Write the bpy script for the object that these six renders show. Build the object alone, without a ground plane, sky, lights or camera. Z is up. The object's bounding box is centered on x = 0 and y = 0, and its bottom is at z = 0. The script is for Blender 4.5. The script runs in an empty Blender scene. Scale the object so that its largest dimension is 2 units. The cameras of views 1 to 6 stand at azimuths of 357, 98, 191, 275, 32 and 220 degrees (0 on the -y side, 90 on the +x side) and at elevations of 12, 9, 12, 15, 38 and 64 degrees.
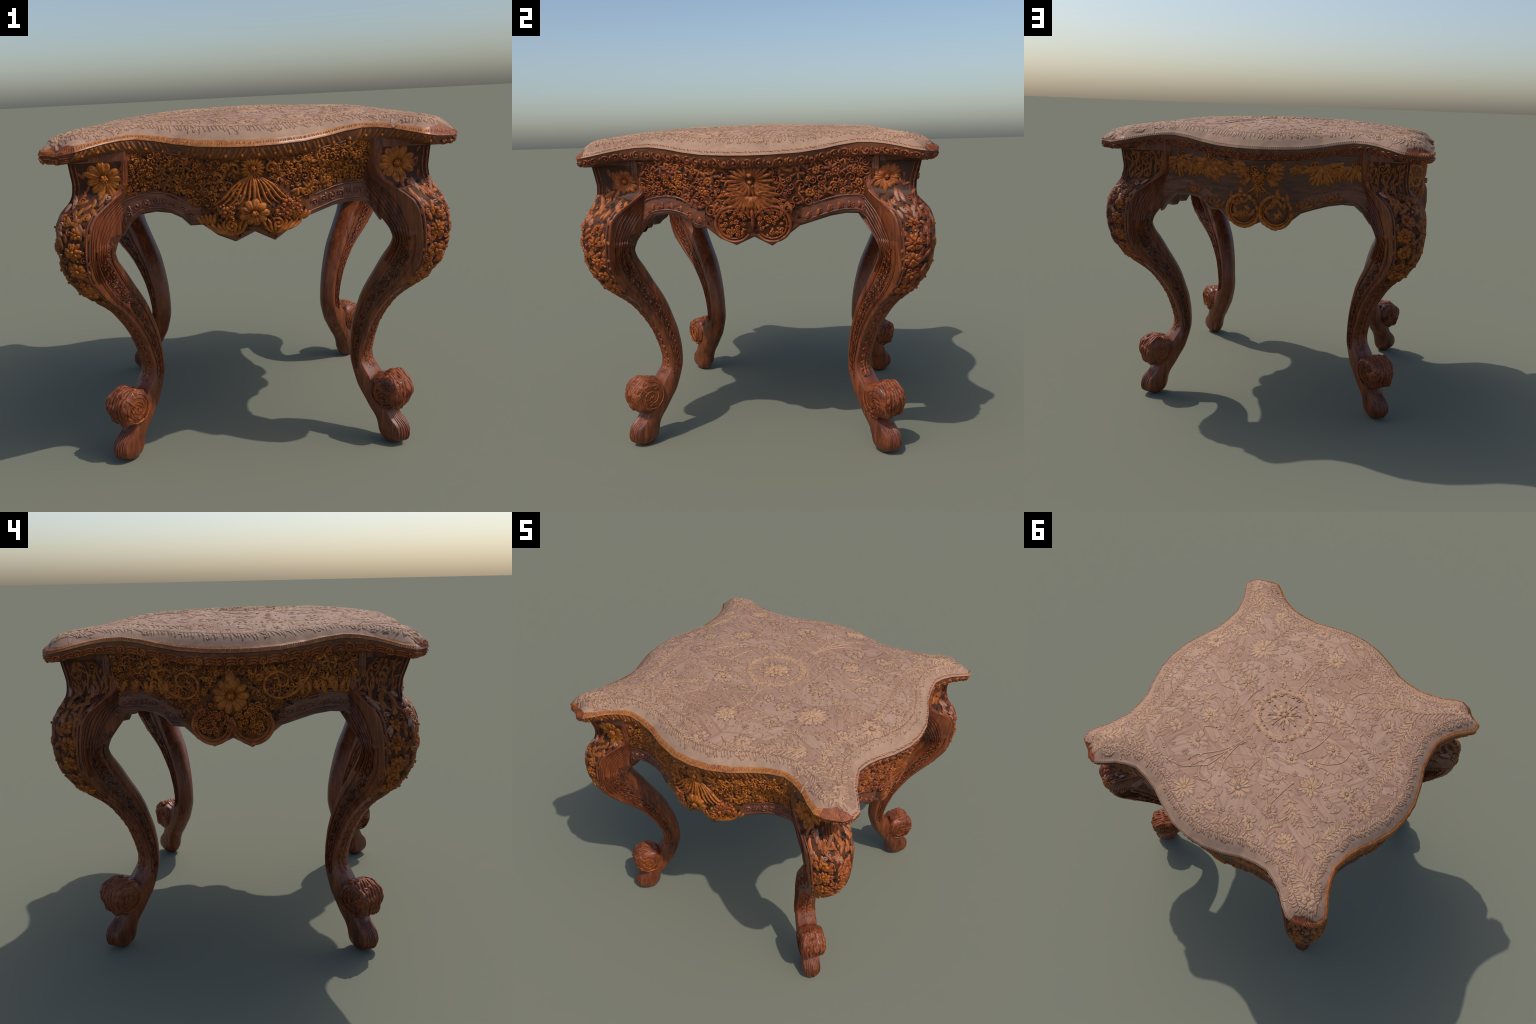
# Carved cabriole-leg side table, built part by part.
import bpy, math, random
import numpy as np
from mathutils import Matrix

rng = np.random.RandomState(7)
random.seed(7)
S2 = math.sqrt(2.0)

# ------------------------------------------------------------------ helpers
WORLD = {}


def link(ob, parent=None):
    bpy.context.scene.collection.objects.link(ob)
    if parent is not None:
        ob.parent = parent
    return ob


def mesh_object(name, verts, faces, mats, parent=None, smooth=True, face_mat=None, matrix=None, kind=None):
    me = bpy.data.meshes.new(name)
    verts = np.asarray(verts, float)
    if matrix is not None:
        inv = np.array(matrix.inverted())
        verts = verts @ inv[:3, :3].T + inv[:3, 3]
    me.from_pydata(verts.tolist(), [], [list(map(int, f)) for f in faces])
    for m in mats:
        me.materials.append(m)
    if face_mat is not None:
        me.polygons.foreach_set("material_index", np.asarray(face_mat, np.int32))
    if smooth:
        me.polygons.foreach_set("use_smooth", np.ones(len(me.polygons), bool))
    me.update()
    ob = bpy.data.objects.new(name, me)
    link(ob, parent)
    if matrix is not None:
        ob.matrix_local = WORLD.get(parent, Matrix()).inverted() @ matrix
    WORLD[ob] = matrix if matrix is not None else WORLD.get(parent, Matrix())
    if kind:
        ob["kind"] = kind
    return ob


def grid_faces(nu, nv, off=0, close_u=False):
    """quads of a grid stored row by row: index = j*nu + i"""
    f = []
    for j in range(nv - 1):
        for i in range(nu if close_u else nu - 1):
            a = j * nu + i
            b = j * nu + (i + 1) % nu
            f.append((off + a, off + b, off + b + nu, off + a + nu))
    return f


def smooth1(x, win):
    if win < 3:
        return x
    k = np.hanning(win + 2)[1:-1]
    k /= k.sum()
    pad = win // 2
    xp = np.concatenate([2 * x[0] - x[1:pad + 1][::-1], x, 2 * x[-1] - x[-pad - 1:-1][::-1]])
    return np.convolve(xp, k, "valid")[:len(x)]


def polyline(pts, n):
    """smooth resampling of a few control points (Catmull-Rom)"""
    p = np.asarray(pts, float)
    if len(p) == 2:
        t = np.linspace(0, 1, n)[:, None]
        return p[0] * (1 - t) + p[1] * t
    q = np.vstack([2 * p[0] - p[1], p, 2 * p[-1] - p[-2]])
    out = []
    m = max(2, int(math.ceil(6)))
    for i in range(1, len(q) - 2):
        for k in range(m):
            t = k / m
            a, b, c, d = q[i - 1], q[i], q[i + 1], q[i + 2]
            out.append(0.5 * (2 * b + (c - a) * t + (2 * a - 5 * b + 4 * c - d) * t * t + (3 * b - a - 3 * c + d) * t ** 3))
    out.append(q[-2])
    out = np.array(out)
    s = np.concatenate([[0], np.cumsum(np.linalg.norm(np.diff(out, axis=0), axis=1))])
    t = np.linspace(0, s[-1], n)
    return np.stack([np.interp(t, s, out[:, k]) for k in range(out.shape[1])], 1)


# ------------------------------------------------------------------ materials
def srgb(r, g, b):
    f = lambda c: (c / 255 / 12.92) if c / 255 <= 0.04045 else ((c / 255 + 0.055) / 1.055) ** 2.4
    return (f(r), f(g), f(b), 1.0)


class Nodes:
    def __init__(self, name):
        self.mat = bpy.data.materials.new(name)
        self.mat.use_nodes = True
        self.nt = self.mat.node_tree
        self.bsdf = self.nt.nodes["Principled BSDF"]
        self.co = self.nt.nodes.new("ShaderNodeTexCoord").outputs["Object"]

    def n(self, t, **kw):
        nd = self.nt.nodes.new(t)
        for k, v in kw.items():
            setattr(nd, k, v)
        return nd

    def l(self, a, b):
        self.nt.links.new(a, b)

    def mapping(self, scale=(1, 1, 1), rot=(0, 0, 0), src=None):
        m = self.n("ShaderNodeMapping")
        m.inputs["Scale"].default_value = scale
        m.inputs["Rotation"].default_value = rot
        self.l(src or self.co, m.inputs["Vector"])
        return m.outputs[0]

    def noise(self, vec, scale, detail=4, rough=0.6, dist=0.0):
        t = self.n("ShaderNodeTexNoise")
        t.inputs["Scale"].default_value = scale
        t.inputs["Detail"].default_value = detail
        t.inputs["Roughness"].default_value = rough
        t.inputs["Distortion"].default_value = dist
        self.l(vec, t.inputs["Vector"])
        return t.outputs["Fac"]

    def ramp(self, fac, stops):
        r = self.n("ShaderNodeValToRGB")
        el = r.color_ramp.elements
        while len(el) < len(stops):
            el.new(0.5)
        for e, (p, c) in zip(el, stops):
            e.position = p
            e.color = c if len(c) == 4 else (*c, 1)
        self.l(fac, r.inputs[0])
        return r.outputs[0]

    def mix(self, fac, a, b, mode="MIX"):
        m = self.n("ShaderNodeMix", data_type="RGBA", blend_type=mode)
        for sock, v in ((m.inputs["Factor"], fac), (m.inputs["A"], a), (m.inputs["B"], b)):
            if isinstance(v, (int, float)):
                sock.default_value = v
            elif isinstance(v, tuple):
                sock.default_value = v
            else:
                self.l(v, sock)
        return m.outputs["Result"]

    def math(self, op, a, b=None):
        m = self.n("ShaderNodeMath", operation=op)
        for i, v in enumerate((a, b)):
            if v is None:
                continue
            if isinstance(v, (int, float)):
                m.inputs[i].default_value = v
            else:
                self.l(v, m.inputs[i])
        return m.outputs[0]

    def finish(self, color, rough=0.45, bump=None, bump_d=0.002, spec=0.5, coat=0.0):
        if isinstance(color, tuple):
            self.bsdf.inputs["Base Color"].default_value = color
        else:
            self.l(color, self.bsdf.inputs["Base Color"])
        self.bsdf.inputs["Roughness"].default_value = rough
        self.bsdf.inputs["Specular IOR Level"].default_value = spec
        self.bsdf.inputs["Coat Weight"].default_value = coat
        self.bsdf.inputs["Coat Roughness"].default_value = 0.25
        if bump is not None:
            b = self.n("ShaderNodeBump")
            b.inputs["Strength"].default_value = 0.6
            b.inputs["Distance"].default_value = bump_d
            self.l(bump, b.inputs["Height"])
            self.l(b.outputs[0], self.bsdf.inputs["Normal"])
        return self.mat


def wood(name, dark, mid, light, stretch=(14, 14, 1.6), scale=3.0, rough=0.4, bump_d=0.0015, coat=0.15, spots=None, spec=0.5, holes=None):
    """streaky polished wood, grain along the short axis of `stretch`"""
    N = Nodes(name)
    v = N.mapping(stretch)
    a = N.noise(v, scale, 6, 0.62, 0.6)
    b = N.noise(N.mapping(tuple(s * 3.2 for s in stretch)), scale, 3, 0.6)
    f = N.math("ADD", N.math("MULTIPLY", a, 0.72), N.math("MULTIPLY", b, 0.28))
    c = N.ramp(f, [(0.36, dark), (0.5, mid), (0.64, light)])
    broad = N.noise(N.co, 5.0, 3, 0.5)
    c = N.mix(N.ramp(broad, [(0.4, (0, 0, 0)), (0.7, (0.5, 0.5, 0.5))]), c, light)
    if spots is not None:
        vo = N.n("ShaderNodeTexVoronoi", feature="DISTANCE_TO_EDGE")
        vo.inputs["Scale"].default_value = spots[0]
        wn = N.noise(N.co, spots[0] * 0.7, 2, 0.5)
        vv = N.n("ShaderNodeVectorMath", operation="ADD")
        N.l(N.co, vv.inputs[0])
        sc = N.n("ShaderNodeVectorMath", operation="SCALE")
        N.l(N.ramp(wn, [(0, (0, 0, 0)), (1, (1, 1, 1))]), sc.inputs[0])
        sc.inputs["Scale"].default_value = 0.06
        N.l(sc.outputs[0], vv.inputs[1])
        N.l(vv.outputs[0], vo.inputs["Vector"])
        m = N.ramp(vo.outputs["Distance"], [(0.02, (1, 1, 1)), (0.14, (0, 0, 0))])
        c = N.mix(m, c, spots[1])
        f = N.math("SUBTRACT", f, N.math("MULTIPLY", m, 0.6))
    if holes is not None:
        vo = N.n("ShaderNodeTexVoronoi")
        vo.inputs["Scale"].default_value = holes[0]
        st = N.noise(N.co, holes[0] * 0.5, 2, 0.5)
        vv = N.n("ShaderNodeVectorMath", operation="MULTIPLY_ADD")
        N.l(N.ramp(st, [(0, (0, 0, 0)), (1, (1, 1, 1))]), vv.inputs[0])
        vv.inputs[1].default_value = (.05, .05, .05)
        N.l(N.co, vv.inputs[2])
        N.l(vv.outputs[0], vo.inputs["Vector"])
        sp = N.n("ShaderNodeSeparateColor")
        N.l(vo.outputs["Color"], sp.inputs[0])
        thr = N.math("MULTIPLY_ADD", sp.outputs[0], .30)
        thr.node.inputs[2].default_value = .16
        m = N.ramp(N.math("SUBTRACT", vo.outputs["Distance"], thr), [(0.0, (1, 1, 1)), (0.10, (0, 0, 0))])
        c = N.mix(m, c, holes[1])
        f = N.math("SUBTRACT", f, N.math("MULTIPLY", m, 0.8))
    return N.finish(c, rough, f, bump_d, coat=coat, spec=spec)


def marquetry(name):
    """table top ground: short veneer strips laid at many angles, greyish rose brown"""
    N = Nodes(name)
    warp = N.noise(N.co, 2.2, 2, 0.5)
    wv = N.n("ShaderNodeVectorMath", operation="ADD")
    N.l(N.mapping((2.4, 5.5, 1), (0, 0, 0.7)), wv.inputs[0])
    cmb = N.n("ShaderNodeCombineXYZ")
    N.l(N.math("MULTIPLY", warp, 0.9), cmb.inputs[0])
    N.l(cmb.outputs[0], wv.inputs[1])
    vo = N.n("ShaderNodeTexVoronoi")
    vo.inputs["Scale"].default_value = 1.5
    N.l(wv.outputs[0], vo.inputs["Vector"])
    sep = N.n("ShaderNodeSeparateColor")
    N.l(vo.outputs["Color"], sep.inputs[0])
    ang = N.math("MULTIPLY", sep.outputs[0], 6.28)
    rot = N.n("ShaderNodeVectorRotate", rotation_type="Z_AXIS")
    N.l(N.co, rot.inputs["Vector"])
    N.l(ang, rot.inputs["Angle"])
    g = N.noise(N.mapping((60, 4, 4), src=rot.outputs[0]), 1.0, 5, 0.65, 0.8)
    c = N.ramp(g, [(0.3, srgb(140, 108, 89)), (0.5, srgb(165, 131, 110)), (0.72, srgb(183, 149, 126))])
    tone = N.ramp(sep.outputs[1], [(0.0, srgb(235, 225, 220)), (1.0, srgb(255, 255, 255))])
    c = N.mix(1.0, c, tone, "MULTIPLY")
    e = N.n("ShaderNodeTexVoronoi", feature="DISTANCE_TO_EDGE")
    e.inputs["Scale"].default_value = 1.5
    N.l(wv.outputs[0], e.inputs["Vector"])
    edge = N.ramp(e.outputs["Distance"], [(0.0, (1, 1, 1)), (0.035, (0, 0, 0))])
    c = N.mix(N.math("MULTIPLY", edge, 0.45), c, srgb(120, 90, 76))
    # broad soft blotches of pale rose brown
    big = N.noise(N.co, 3.0, 3, 0.5)
    c = N.mix(N.ramp(big, [(0.45, (0, 0, 0)), (0.75, (0.35, 0.35, 0.35))]), c, srgb(168, 135, 114))
    h = N.math("SUBTRACT", N.math("MULTIPLY", g, 0.5), edge)
    return N.finish(c, 0.72, h, 0.002, spec=0.25)


RED_D, RED_M, RED_L = srgb(48, 20, 9), srgb(100, 46, 21), srgb(142, 73, 34)
M = {}
M["top"] = marquetry("veneered_top_wood")
M["top_edge"] = wood("top_slope_wood", srgb(146, 115, 96), srgb(157, 125, 104), srgb(168, 136, 113), (9, 9, 9), 1.6, 0.8, 0.001, 0.0, spec=.2)
M["top_carving"] = wood("pale_carved_wood", srgb(126, 90, 66), srgb(169, 131, 102), srgb(192, 154, 122), (34, 34, 34), 2.0, 0.7, 0.001, 0.0, spec=.25)
M["top_carving_b"] = wood("rose_carved_wood", srgb(122, 88, 66), srgb(163, 126, 100), srgb(184, 146, 117), (34, 34, 34), 2.0, 0.7, 0.001, 0.0, spec=.25)
M["top_dark_line"] = wood("darker_brown_line_wood", srgb(100, 72, 58), srgb(118, 87, 71), srgb(134, 101, 83), (20, 20, 20), 2.0, 0.6, 0.001, 0.0)
M["lip"] = wood("golden_lip_wood", srgb(108, 56, 20), srgb(150, 86, 36), srgb(186, 120, 58), (25, 25, 25), 2.0, 0.45, 0.002, 0.1)
M["mould_ground"] = wood("moulding_ground_wood", srgb(58, 26, 12), srgb(96, 48, 22), srgb(124, 70, 34), (10, 10, 30), 2.5, 0.45, 0.002, 0.1)
M["leg"] = wood("polished_red_wood", RED_D, RED_M, RED_L, (16, 16, 1.6), 2.4, 0.44, 0.0012, 0.08)
M["leg_strip"] = wood("chased_red_wood", srgb(62, 26, 13), srgb(100, 48, 25), srgb(128, 66, 34), (14, 14, 4), 2.4, 0.42, 0.002, 0.1, spots=(42.0, srgb(34, 14, 8)))
M["rail"] = wood("rail_wood", srgb(62, 28, 17), srgb(100, 51, 32), srgb(128, 72, 46), (3, 3, 14), 2.6, 0.4, 0.0015, 0.15)
M["ground"] = wood("dark_carving_ground", srgb(26, 14, 9), srgb(52, 28, 15), srgb(80, 44, 22), (14, 14, 14), 2.0, 0.6, 0.002, 0.0)
HOLE = srgb(24, 13, 8)
M["gold_ground"] = wood("pierced_ochre_ground", srgb(66, 32, 9), srgb(94, 48, 13), srgb(120, 66, 20), (20, 20, 20), 2.0, 0.65, 0.002, 0.0, spec=.25, holes=(48.0, HOLE))
M["rust_ground"] = wood("pierced_rust_ground", srgb(60, 28, 14), srgb(82, 40, 20), srgb(104, 56, 30), (20, 20, 20), 2.0, 0.65, 0.002, 0.0, spec=.25, holes=(44.0, HOLE))
M["knee_ground"] = wood("pierced_knee_ground", srgb(48, 22, 11), srgb(74, 36, 18), srgb(98, 54, 28), (20, 20, 20), 2.0, 0.65, 0.002, 0.0, spec=.25, holes=(40.0, HOLE))
M["neck_ground"] = wood("neck_block_ground", srgb(36, 17, 9), srgb(58, 29, 14), srgb(82, 43, 21), (8, 8, 3), 2.4, 0.55, 0.0015, 0.0, spec=.3)
M["brown_ground"] = wood("brown_panel_ground", srgb(48, 22, 11), srgb(80, 39, 19), srgb(106, 56, 28), (3, 3, 16), 2.4, 0.45, 0.0015, 0.1)
M["inside"] = wood("inner_frame_wood", srgb(58, 26, 16), srgb(84, 42, 26), srgb(104, 56, 36), (8, 8, 8), 2.0, 0.55, 0.001, 0.0)
M["gold"] = wood("ochre_carved_wood", srgb(98, 46, 8), srgb(152, 80, 16), srgb(194, 114, 34), (20, 20, 20), 2.0, 0.56, 0.001, 0.02, spec=.4)
M["gold_b"] = wood("dark_ochre_carved_wood", srgb(84, 39, 8), srgb(126, 64, 14), srgb(158, 90, 28), (20, 20, 20), 2.0, 0.56, 0.001, 0.02, spec=.4)
M["amber"] = wood("amber_carved_wood", srgb(100, 43, 13), srgb(144, 70, 24), srgb(182, 104, 46), (20, 20, 20), 2.0, 0.56, 0.001, 0.02, spec=.4)
M["rust"] = wood("rust_carved_wood", srgb(80, 33, 13), srgb(120, 55, 23), srgb(156, 84, 42), (20, 20, 20), 2.0, 0.56, 0.001, 0.02, spec=.4)
M["bloom"] = wood("pale_blossom_wood", srgb(112, 70, 52), srgb(146, 100, 80), srgb(172, 128, 108), (20, 20, 20), 2.0, 0.56, 0.001, 0.02, spec=.4)


# ------------------------------------------------------------------ relief kit
class Relief:
    """collects low carved shapes drawn in a flat (u, v) plane with height h
    and lays them on a curved surface"""

    def __init__(self, surf, groove=None):
        self.surf = surf          # function (u, v) arrays -> points (n,3)
        self.groove = groove
        self.uvh, self.faces, self.n = [], [], 0

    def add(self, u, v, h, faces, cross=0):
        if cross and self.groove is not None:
            # dark outline round each carved shape: the same shape, 2 mm wider and nearly flush
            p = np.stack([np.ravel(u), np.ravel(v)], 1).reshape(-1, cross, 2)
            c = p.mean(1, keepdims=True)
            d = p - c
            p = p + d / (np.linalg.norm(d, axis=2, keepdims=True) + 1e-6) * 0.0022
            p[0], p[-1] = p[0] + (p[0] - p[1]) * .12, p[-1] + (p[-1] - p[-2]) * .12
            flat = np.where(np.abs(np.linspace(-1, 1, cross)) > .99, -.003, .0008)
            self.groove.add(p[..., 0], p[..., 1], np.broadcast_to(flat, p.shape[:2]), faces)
        self.uvh.append(np.stack([np.ravel(u), np.ravel(v), np.ravel(h)], 1))
        self.faces += [tuple(i + self.n for i in f) for f in faces]
        self.n += np.size(u)

    def stroke(self, pts, w, h, n=None, taper=(0.35, 0.35), cross=5, sink=-0.004):
        pts = np.asarray(pts, float)
        L = np.linalg.norm(np.diff(pts, axis=0), axis=1).sum()
        n = n or max(5, min(26, int(L / max(w, 0.004) * 1.2)))
        p = polyline(pts, n)
        t = np.gradient(p, axis=0)
        t /= np.linalg.norm(t, axis=1)[:, None] + 1e-9
        nrm = np.stack([-t[:, 1], t[:, 0]], 1)
        k = np.linspace(0, 1, n)
        prof = np.minimum(1, np.minimum(taper[0] + k * 5 * (1 - taper[0]), taper[1] + (1 - k) * 3 * (1 - taper[1])))
        s = np.linspace(-1, 1, cross)
        u = p[:, 0:1] + nrm[:, 0:1] * (w * prof)[:, None] * s
        v = p[:, 1:2] + nrm[:, 1:2] * (w * prof)[:, None] * s
        hh = sink + (h - sink) * prof[:, None] ** 0.5 * np.sqrt(np.maximum(0, 1 - s ** 2))[None]
        self.add(u, v, hh, grid_faces(cross, n), cross)

    def petal(self, c, ang, r0, r1, w, h, groove=0.35, n=6, cross=9, sink=-0.004, ribs=3, blunt=0.78):
        k = np.linspace(0, 1, n)
        wid = w * np.sin(np.pi * (0.10 + blunt * k ** 1.35)) ** 0.8
        s = np.linspace(-1, 1, cross)
        x = r0 + (r1 - r0) * (k[:, None] - 0.10 * (s ** 2)[None] * k[:, None] ** 3)
        y = wid[:, None] * s
        hh = h * (0.55 + 0.45 * np.sin(np.pi * (0.2 + 0.62 * k)))[:, None] * np.ones_like(s)
        hh = hh * (1 - groove * (0.5 + 0.5 * np.cos(ribs * np.pi * s)) - 0.25 * s ** 2)[None]
        edge = (np.abs(s) > 0.99)[None] | ((k > 0.99) | (k < 0.01))[:, None]
        hh = np.where(edge, sink, hh)
        ca, sa = math.cos(ang), math.sin(ang)
        self.add(c[0] + ca * x - sa * y, c[1] + sa * x + ca * y, hh, grid_faces(cross, n), cross)

    def dome(self, c, r, h, ry=None, ang=0, seg=8, sink=-0.004):
        ry = ry or r
        a = np.arange(seg) / seg * 2 * math.pi
        rr = np.array([1.0, 0.8, 0.45, 0.0])
        hh = np.array([sink, h * 0.62, h * 0.92, h])
        x, y = r * np.outer(rr, np.cos(a)), ry * np.outer(rr, np.sin(a))
        ca, sa = math.cos(ang), math.sin(ang)
        self.add(c[0] + ca * x - sa * y, c[1] + sa * x + ca * y, np.repeat(hh, seg), grid_faces(seg, 4, close_u=True))

    def pad(self, c, r, h, seg=20, wob=0.0, sink=-0.004):
        a = np.arange(seg) / seg * 2 * math.pi
        rad = r * (1 + wob * np.sin(a * 5 + c[0] * 40))
        rr = np.array([1.0, 0.96, 0.5, 0.0])
        hh = np.array([sink, h, h, h])
        x, y = rad * np.outer(rr, np.cos(a)), rad * np.outer(rr, np.sin(a))
        self.add(c[0] + x, c[1] + y, np.repeat(hh, seg), grid_faces(seg, 4, close_u=True))

    def spiral(self, c, r, a0, turns=1.3, w=0.005, h=0.008, hand=1, tail=0.0, n=18):
        k = np.linspace(0, 1, n)
        a = a0 + hand * turns * 2 * math.pi * k
        rad = r * (1 - 0.86 * k)
        p = np.stack([c[0] + rad * np.cos(a), c[1] + rad * np.sin(a)], 1)
        if tail:
            d = np.array([-math.sin(a0), math.cos(a0)]) * hand
            p = np.vstack([p[0] - d * tail, p])
        self.stroke(p, w, h, n=n, taper=(0.35, 0.7))
        self.dome(p[-1], w * 1.5, h * 1.15, seg=6)

    def flower(self, c, r, petals=10, h=0.012, a0=0.0, w=None, inner=0.2, groove=0.35, irregular=0.15, double=False, centre=True, rs=random):
        for i in range(petals):
            a = a0 + 2 * math.pi * i / petals + rs.uniform(-1, 1) * irregular * 0.6
            rr = r * (1 - irregular * rs.random())
            self.petal(c, a, r * inner * 0.8, rr, (w or 2.5 * r / petals), h * (0.8 + 0.3 * rs.random()), groove)
        if double:
            for i in range(max(5, petals // 2)):
                a = a0 + 0.3 + 2 * math.pi * i / max(5, petals // 2)
                self.petal(c, a, r * 0.08, r * 0.55, 2.2 * r / petals, h * 1.5, groove)
        if centre:
            self.dome(c, r * inner, h * 1.5)
            for i in range(6):
                a = i * 1.047 + a0
                self.dome((c[0] + r * inner * .75 * math.cos(a), c[1] + r * inner * .75 * math.sin(a)), r * inner * 0.33, h * 1.55, seg=6)

    def leaf(self, base, ang, L, w, h, curl=0.0, lobes=0):
        n = 7
        k = np.linspace(0, 1, n)
        th = ang + curl * k
        d = L / (n - 1)
        p = np.array(base) + np.vstack([[0, 0], np.cumsum(np.stack([np.cos(th[1:]), np.sin(th[1:])], 1) * d, 0)])
        wid = w * np.maximum(0.1, np.sin(np.pi * np.clip(k * 0.92 + 0.05, 0, 1)) ** 0.7)
        if lobes:
            wid = wid * (1 - 0.28 * (0.5 + 0.5 * np.cos(k * lobes * 2 * math.pi)))
        s = np.linspace(-1, 1, 5)
        nrm = np.stack([-np.sin(th), np.cos(th)], 1)
        u = p[:, 0:1] + nrm[:, 0:1] * wid[:, None] * s
        v = p[:, 1:2] + nrm[:, 1:2] * wid[:, None] * s
        hh = h * (0.7 + 0.3 * np.sin(np.pi * k))[:, None] * (1 - 0.4 * np.exp(-(s / 0.35) ** 2))[None]
        edge = (np.abs(s) > 0.99)[None] | ((k > 0.99) | (k < 0.01))[:, None]
        self.add(u, v, np.where(edge, -0.004, hh), grid_faces(5, n), 5)

    def spray(self, pts, leaf=0.05, w=0.013, h=0.009, step=0.028, stem=0.005, spread=0.75, both=True, rs=random, curl=0.9, tip=False):
        pts = np.asarray(pts, float)
        L = np.linalg.norm(np.diff(pts, axis=0), axis=1).sum()
        n = max(5, int(L / step))
        p = polyline(pts, n * 3)
        self.stroke(p[::2], stem, h * 1.1, n=min(40, n * 2))
        t = np.gradient(p, axis=0)
        for i in range(1, n):
            k = i * 3
            a = math.atan2(t[k, 1], t[k, 0])
            sc = (1 - 0.45 * i / n) * rs.uniform(0.75, 1.15)
            for sd in ((1, -1) if both else (1,)):
                self.leaf(p[k], a + sd * (spread + rs.uniform(-.15, .15)), leaf * sc, w * sc, h * rs.uniform(.8, 1.15), curl=-sd * curl * rs.uniform(.5, 1.2))
                if tip and (i + sd) % 3 == 0:
                    o = rs.uniform(.035, .055) * sc
                    self.dome((p[k][0] + o * math.cos(a + sd * 1.5), p[k][1] + o * math.sin(a + sd * 1.5)), .0055, h * 1.2, ry=.0085, ang=a + sd, seg=6)
        self.leaf(p[-1], math.atan2(t[-1, 1], t[-1, 0]), leaf * 0.7, w * 0.8, h)

    def build(self, name, mats, parent, kind=None, matrix=None):
        if not self.n:
            return None
        q = np.vstack(self.uvh)
        u, v, h = q.T
        e = 1e-3
        P = self.surf(u, v)
        du = self.surf(u + e, v) - self.surf(u - e, v)
        dv = self.surf(u, v + e) - self.surf(u, v - e)
        N = np.cross(du, dv)
        N /= np.linalg.norm(N, axis=1)[:, None] + 1e-12
        V = P + N * h[:, None]
        return mesh_object(name, V, self.faces, mats if isinstance(mats, list) else [mats], parent, kind=kind, matrix=matrix)


# ------------------------------------------------------------------ the table
table = bpy.data.objects.new("carved_table", None)
link(table)
table["label"] = "ornate carved wooden side table with four cabriole legs"
table["category"] = "side table"

# ---- plan outline of the top: half a side, (along side, distance out, height of the rim)
HALF = [(0.0, 0.955, 1.65), (.12, .945, 1.652), (.25, .905, 1.658), (.36, .86, 1.672), (.45, .842, 1.69), (.54, .834, 1.702),
        (.61, .856, 1.70), (.68, .888, 1.69), (.742, .924, 1.677), (.80, .946, 1.663), (.860, .940, 1.652), (.903, .903, 1.646)]


def outline():
    """closed plan outline, counter clockwise from the middle of the +x side"""
    pts = []
    for k in range(4):
        a = k * math.pi / 2
        mid, whole = (0.99, 0.94, 0.995, 0.945)[k], (.025, -.025)[k % 2]           # each side bows by its own amount
        side = [(-s, d, z) for s, d, z in HALF[:0:-1]] + HALF[:-1]
        for s, d, z in side:
            d = d + whole * min(1, max(0, (.80 - abs(s)) / .12)) + (mid - 0.955 - whole) * max(0, 1 - (abs(s) / 0.4) ** 2)
            sx = 1 + (.05 * min(1, max(0, (abs(s) - .70) / .1)) if k in (0, 2) else 0)
            d = d * sx
            x, y = d * math.cos(a) - s * math.sin(a), d * math.sin(a) + s * math.cos(a)
            pts.append((x, y, z))
    return np.array(pts)


OUT = outline()
OUT_A = np.unwrap(np.arctan2(OUT[:, 1], OUT[:, 0]))
OUT_A0 = OUT_A[0]


def rim_at(theta):
    """outline point along angle theta -> (radius, rim height); straight runs between corners"""
    th = (np.asarray(theta, float) - OUT_A0) % (2 * math.pi) + OUT_A0
    i = np.clip(np.searchsorted(OUT_A, th, "right") - 1, 0, len(OUT) - 1)
    A, B = OUT[i], OUT[(i + 1) % len(OUT)]
    c, s = np.cos(th), np.sin(th)
    # intersection of the ray with segment AB
    ex, ey = B[..., 0] - A[..., 0], B[..., 1] - A[..., 1]
    den = c * ey - s * ex
    r = (A[..., 0] * ey - A[..., 1] * ex) / np.where(np.abs(den) < 1e-9, 1e-9, den)
    px, py = r * c - A[..., 0], r * s - A[..., 1]
    t = np.clip((px * ex + py * ey) / (ex * ex + ey * ey), 0, 1)
    return r, A[..., 2] * (1 - t) + B[..., 2] * t


TOP_Z = 1.809
# the top swells from the rim to a flat middle: share of the rise by distance from the edge
G_D = [0, .012, .028, .050, .078, .13, .19, .26, .35, .47, .7]
G_V = [0, .07, .18, .35, .495, .63, .74, .845, .922, .967, 1.0]
SEG_A, SEG_B = OUT, np.roll(OUT, -1, 0)


def edge_distance(x, y):
    """distance to the outline and the rim height at the nearest point"""
    soft = np.zeros(np.shape(x))
    acc, wsum = np.zeros(np.shape(x)), np.zeros(np.shape(x))
    for A, B in zip(SEG_A, SEG_B):
        e = B[:2] - A[:2]
        t = np.clip(((x - A[0]) * e[0] + (y - A[1]) * e[1]) / (e @ e), 0, 1)
        d = np.hypot(x - A[0] - t * e[0], y - A[1] - t * e[1])
        w = 1 / (d + .01) ** 4
        acc += w * (A[2] + (B[2] - A[2]) * t)
        wsum += w
        soft += (d + .002) ** -9.0
    return np.maximum(soft ** (-1 / 9.0) - .002, 0), acc / wsum


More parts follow.
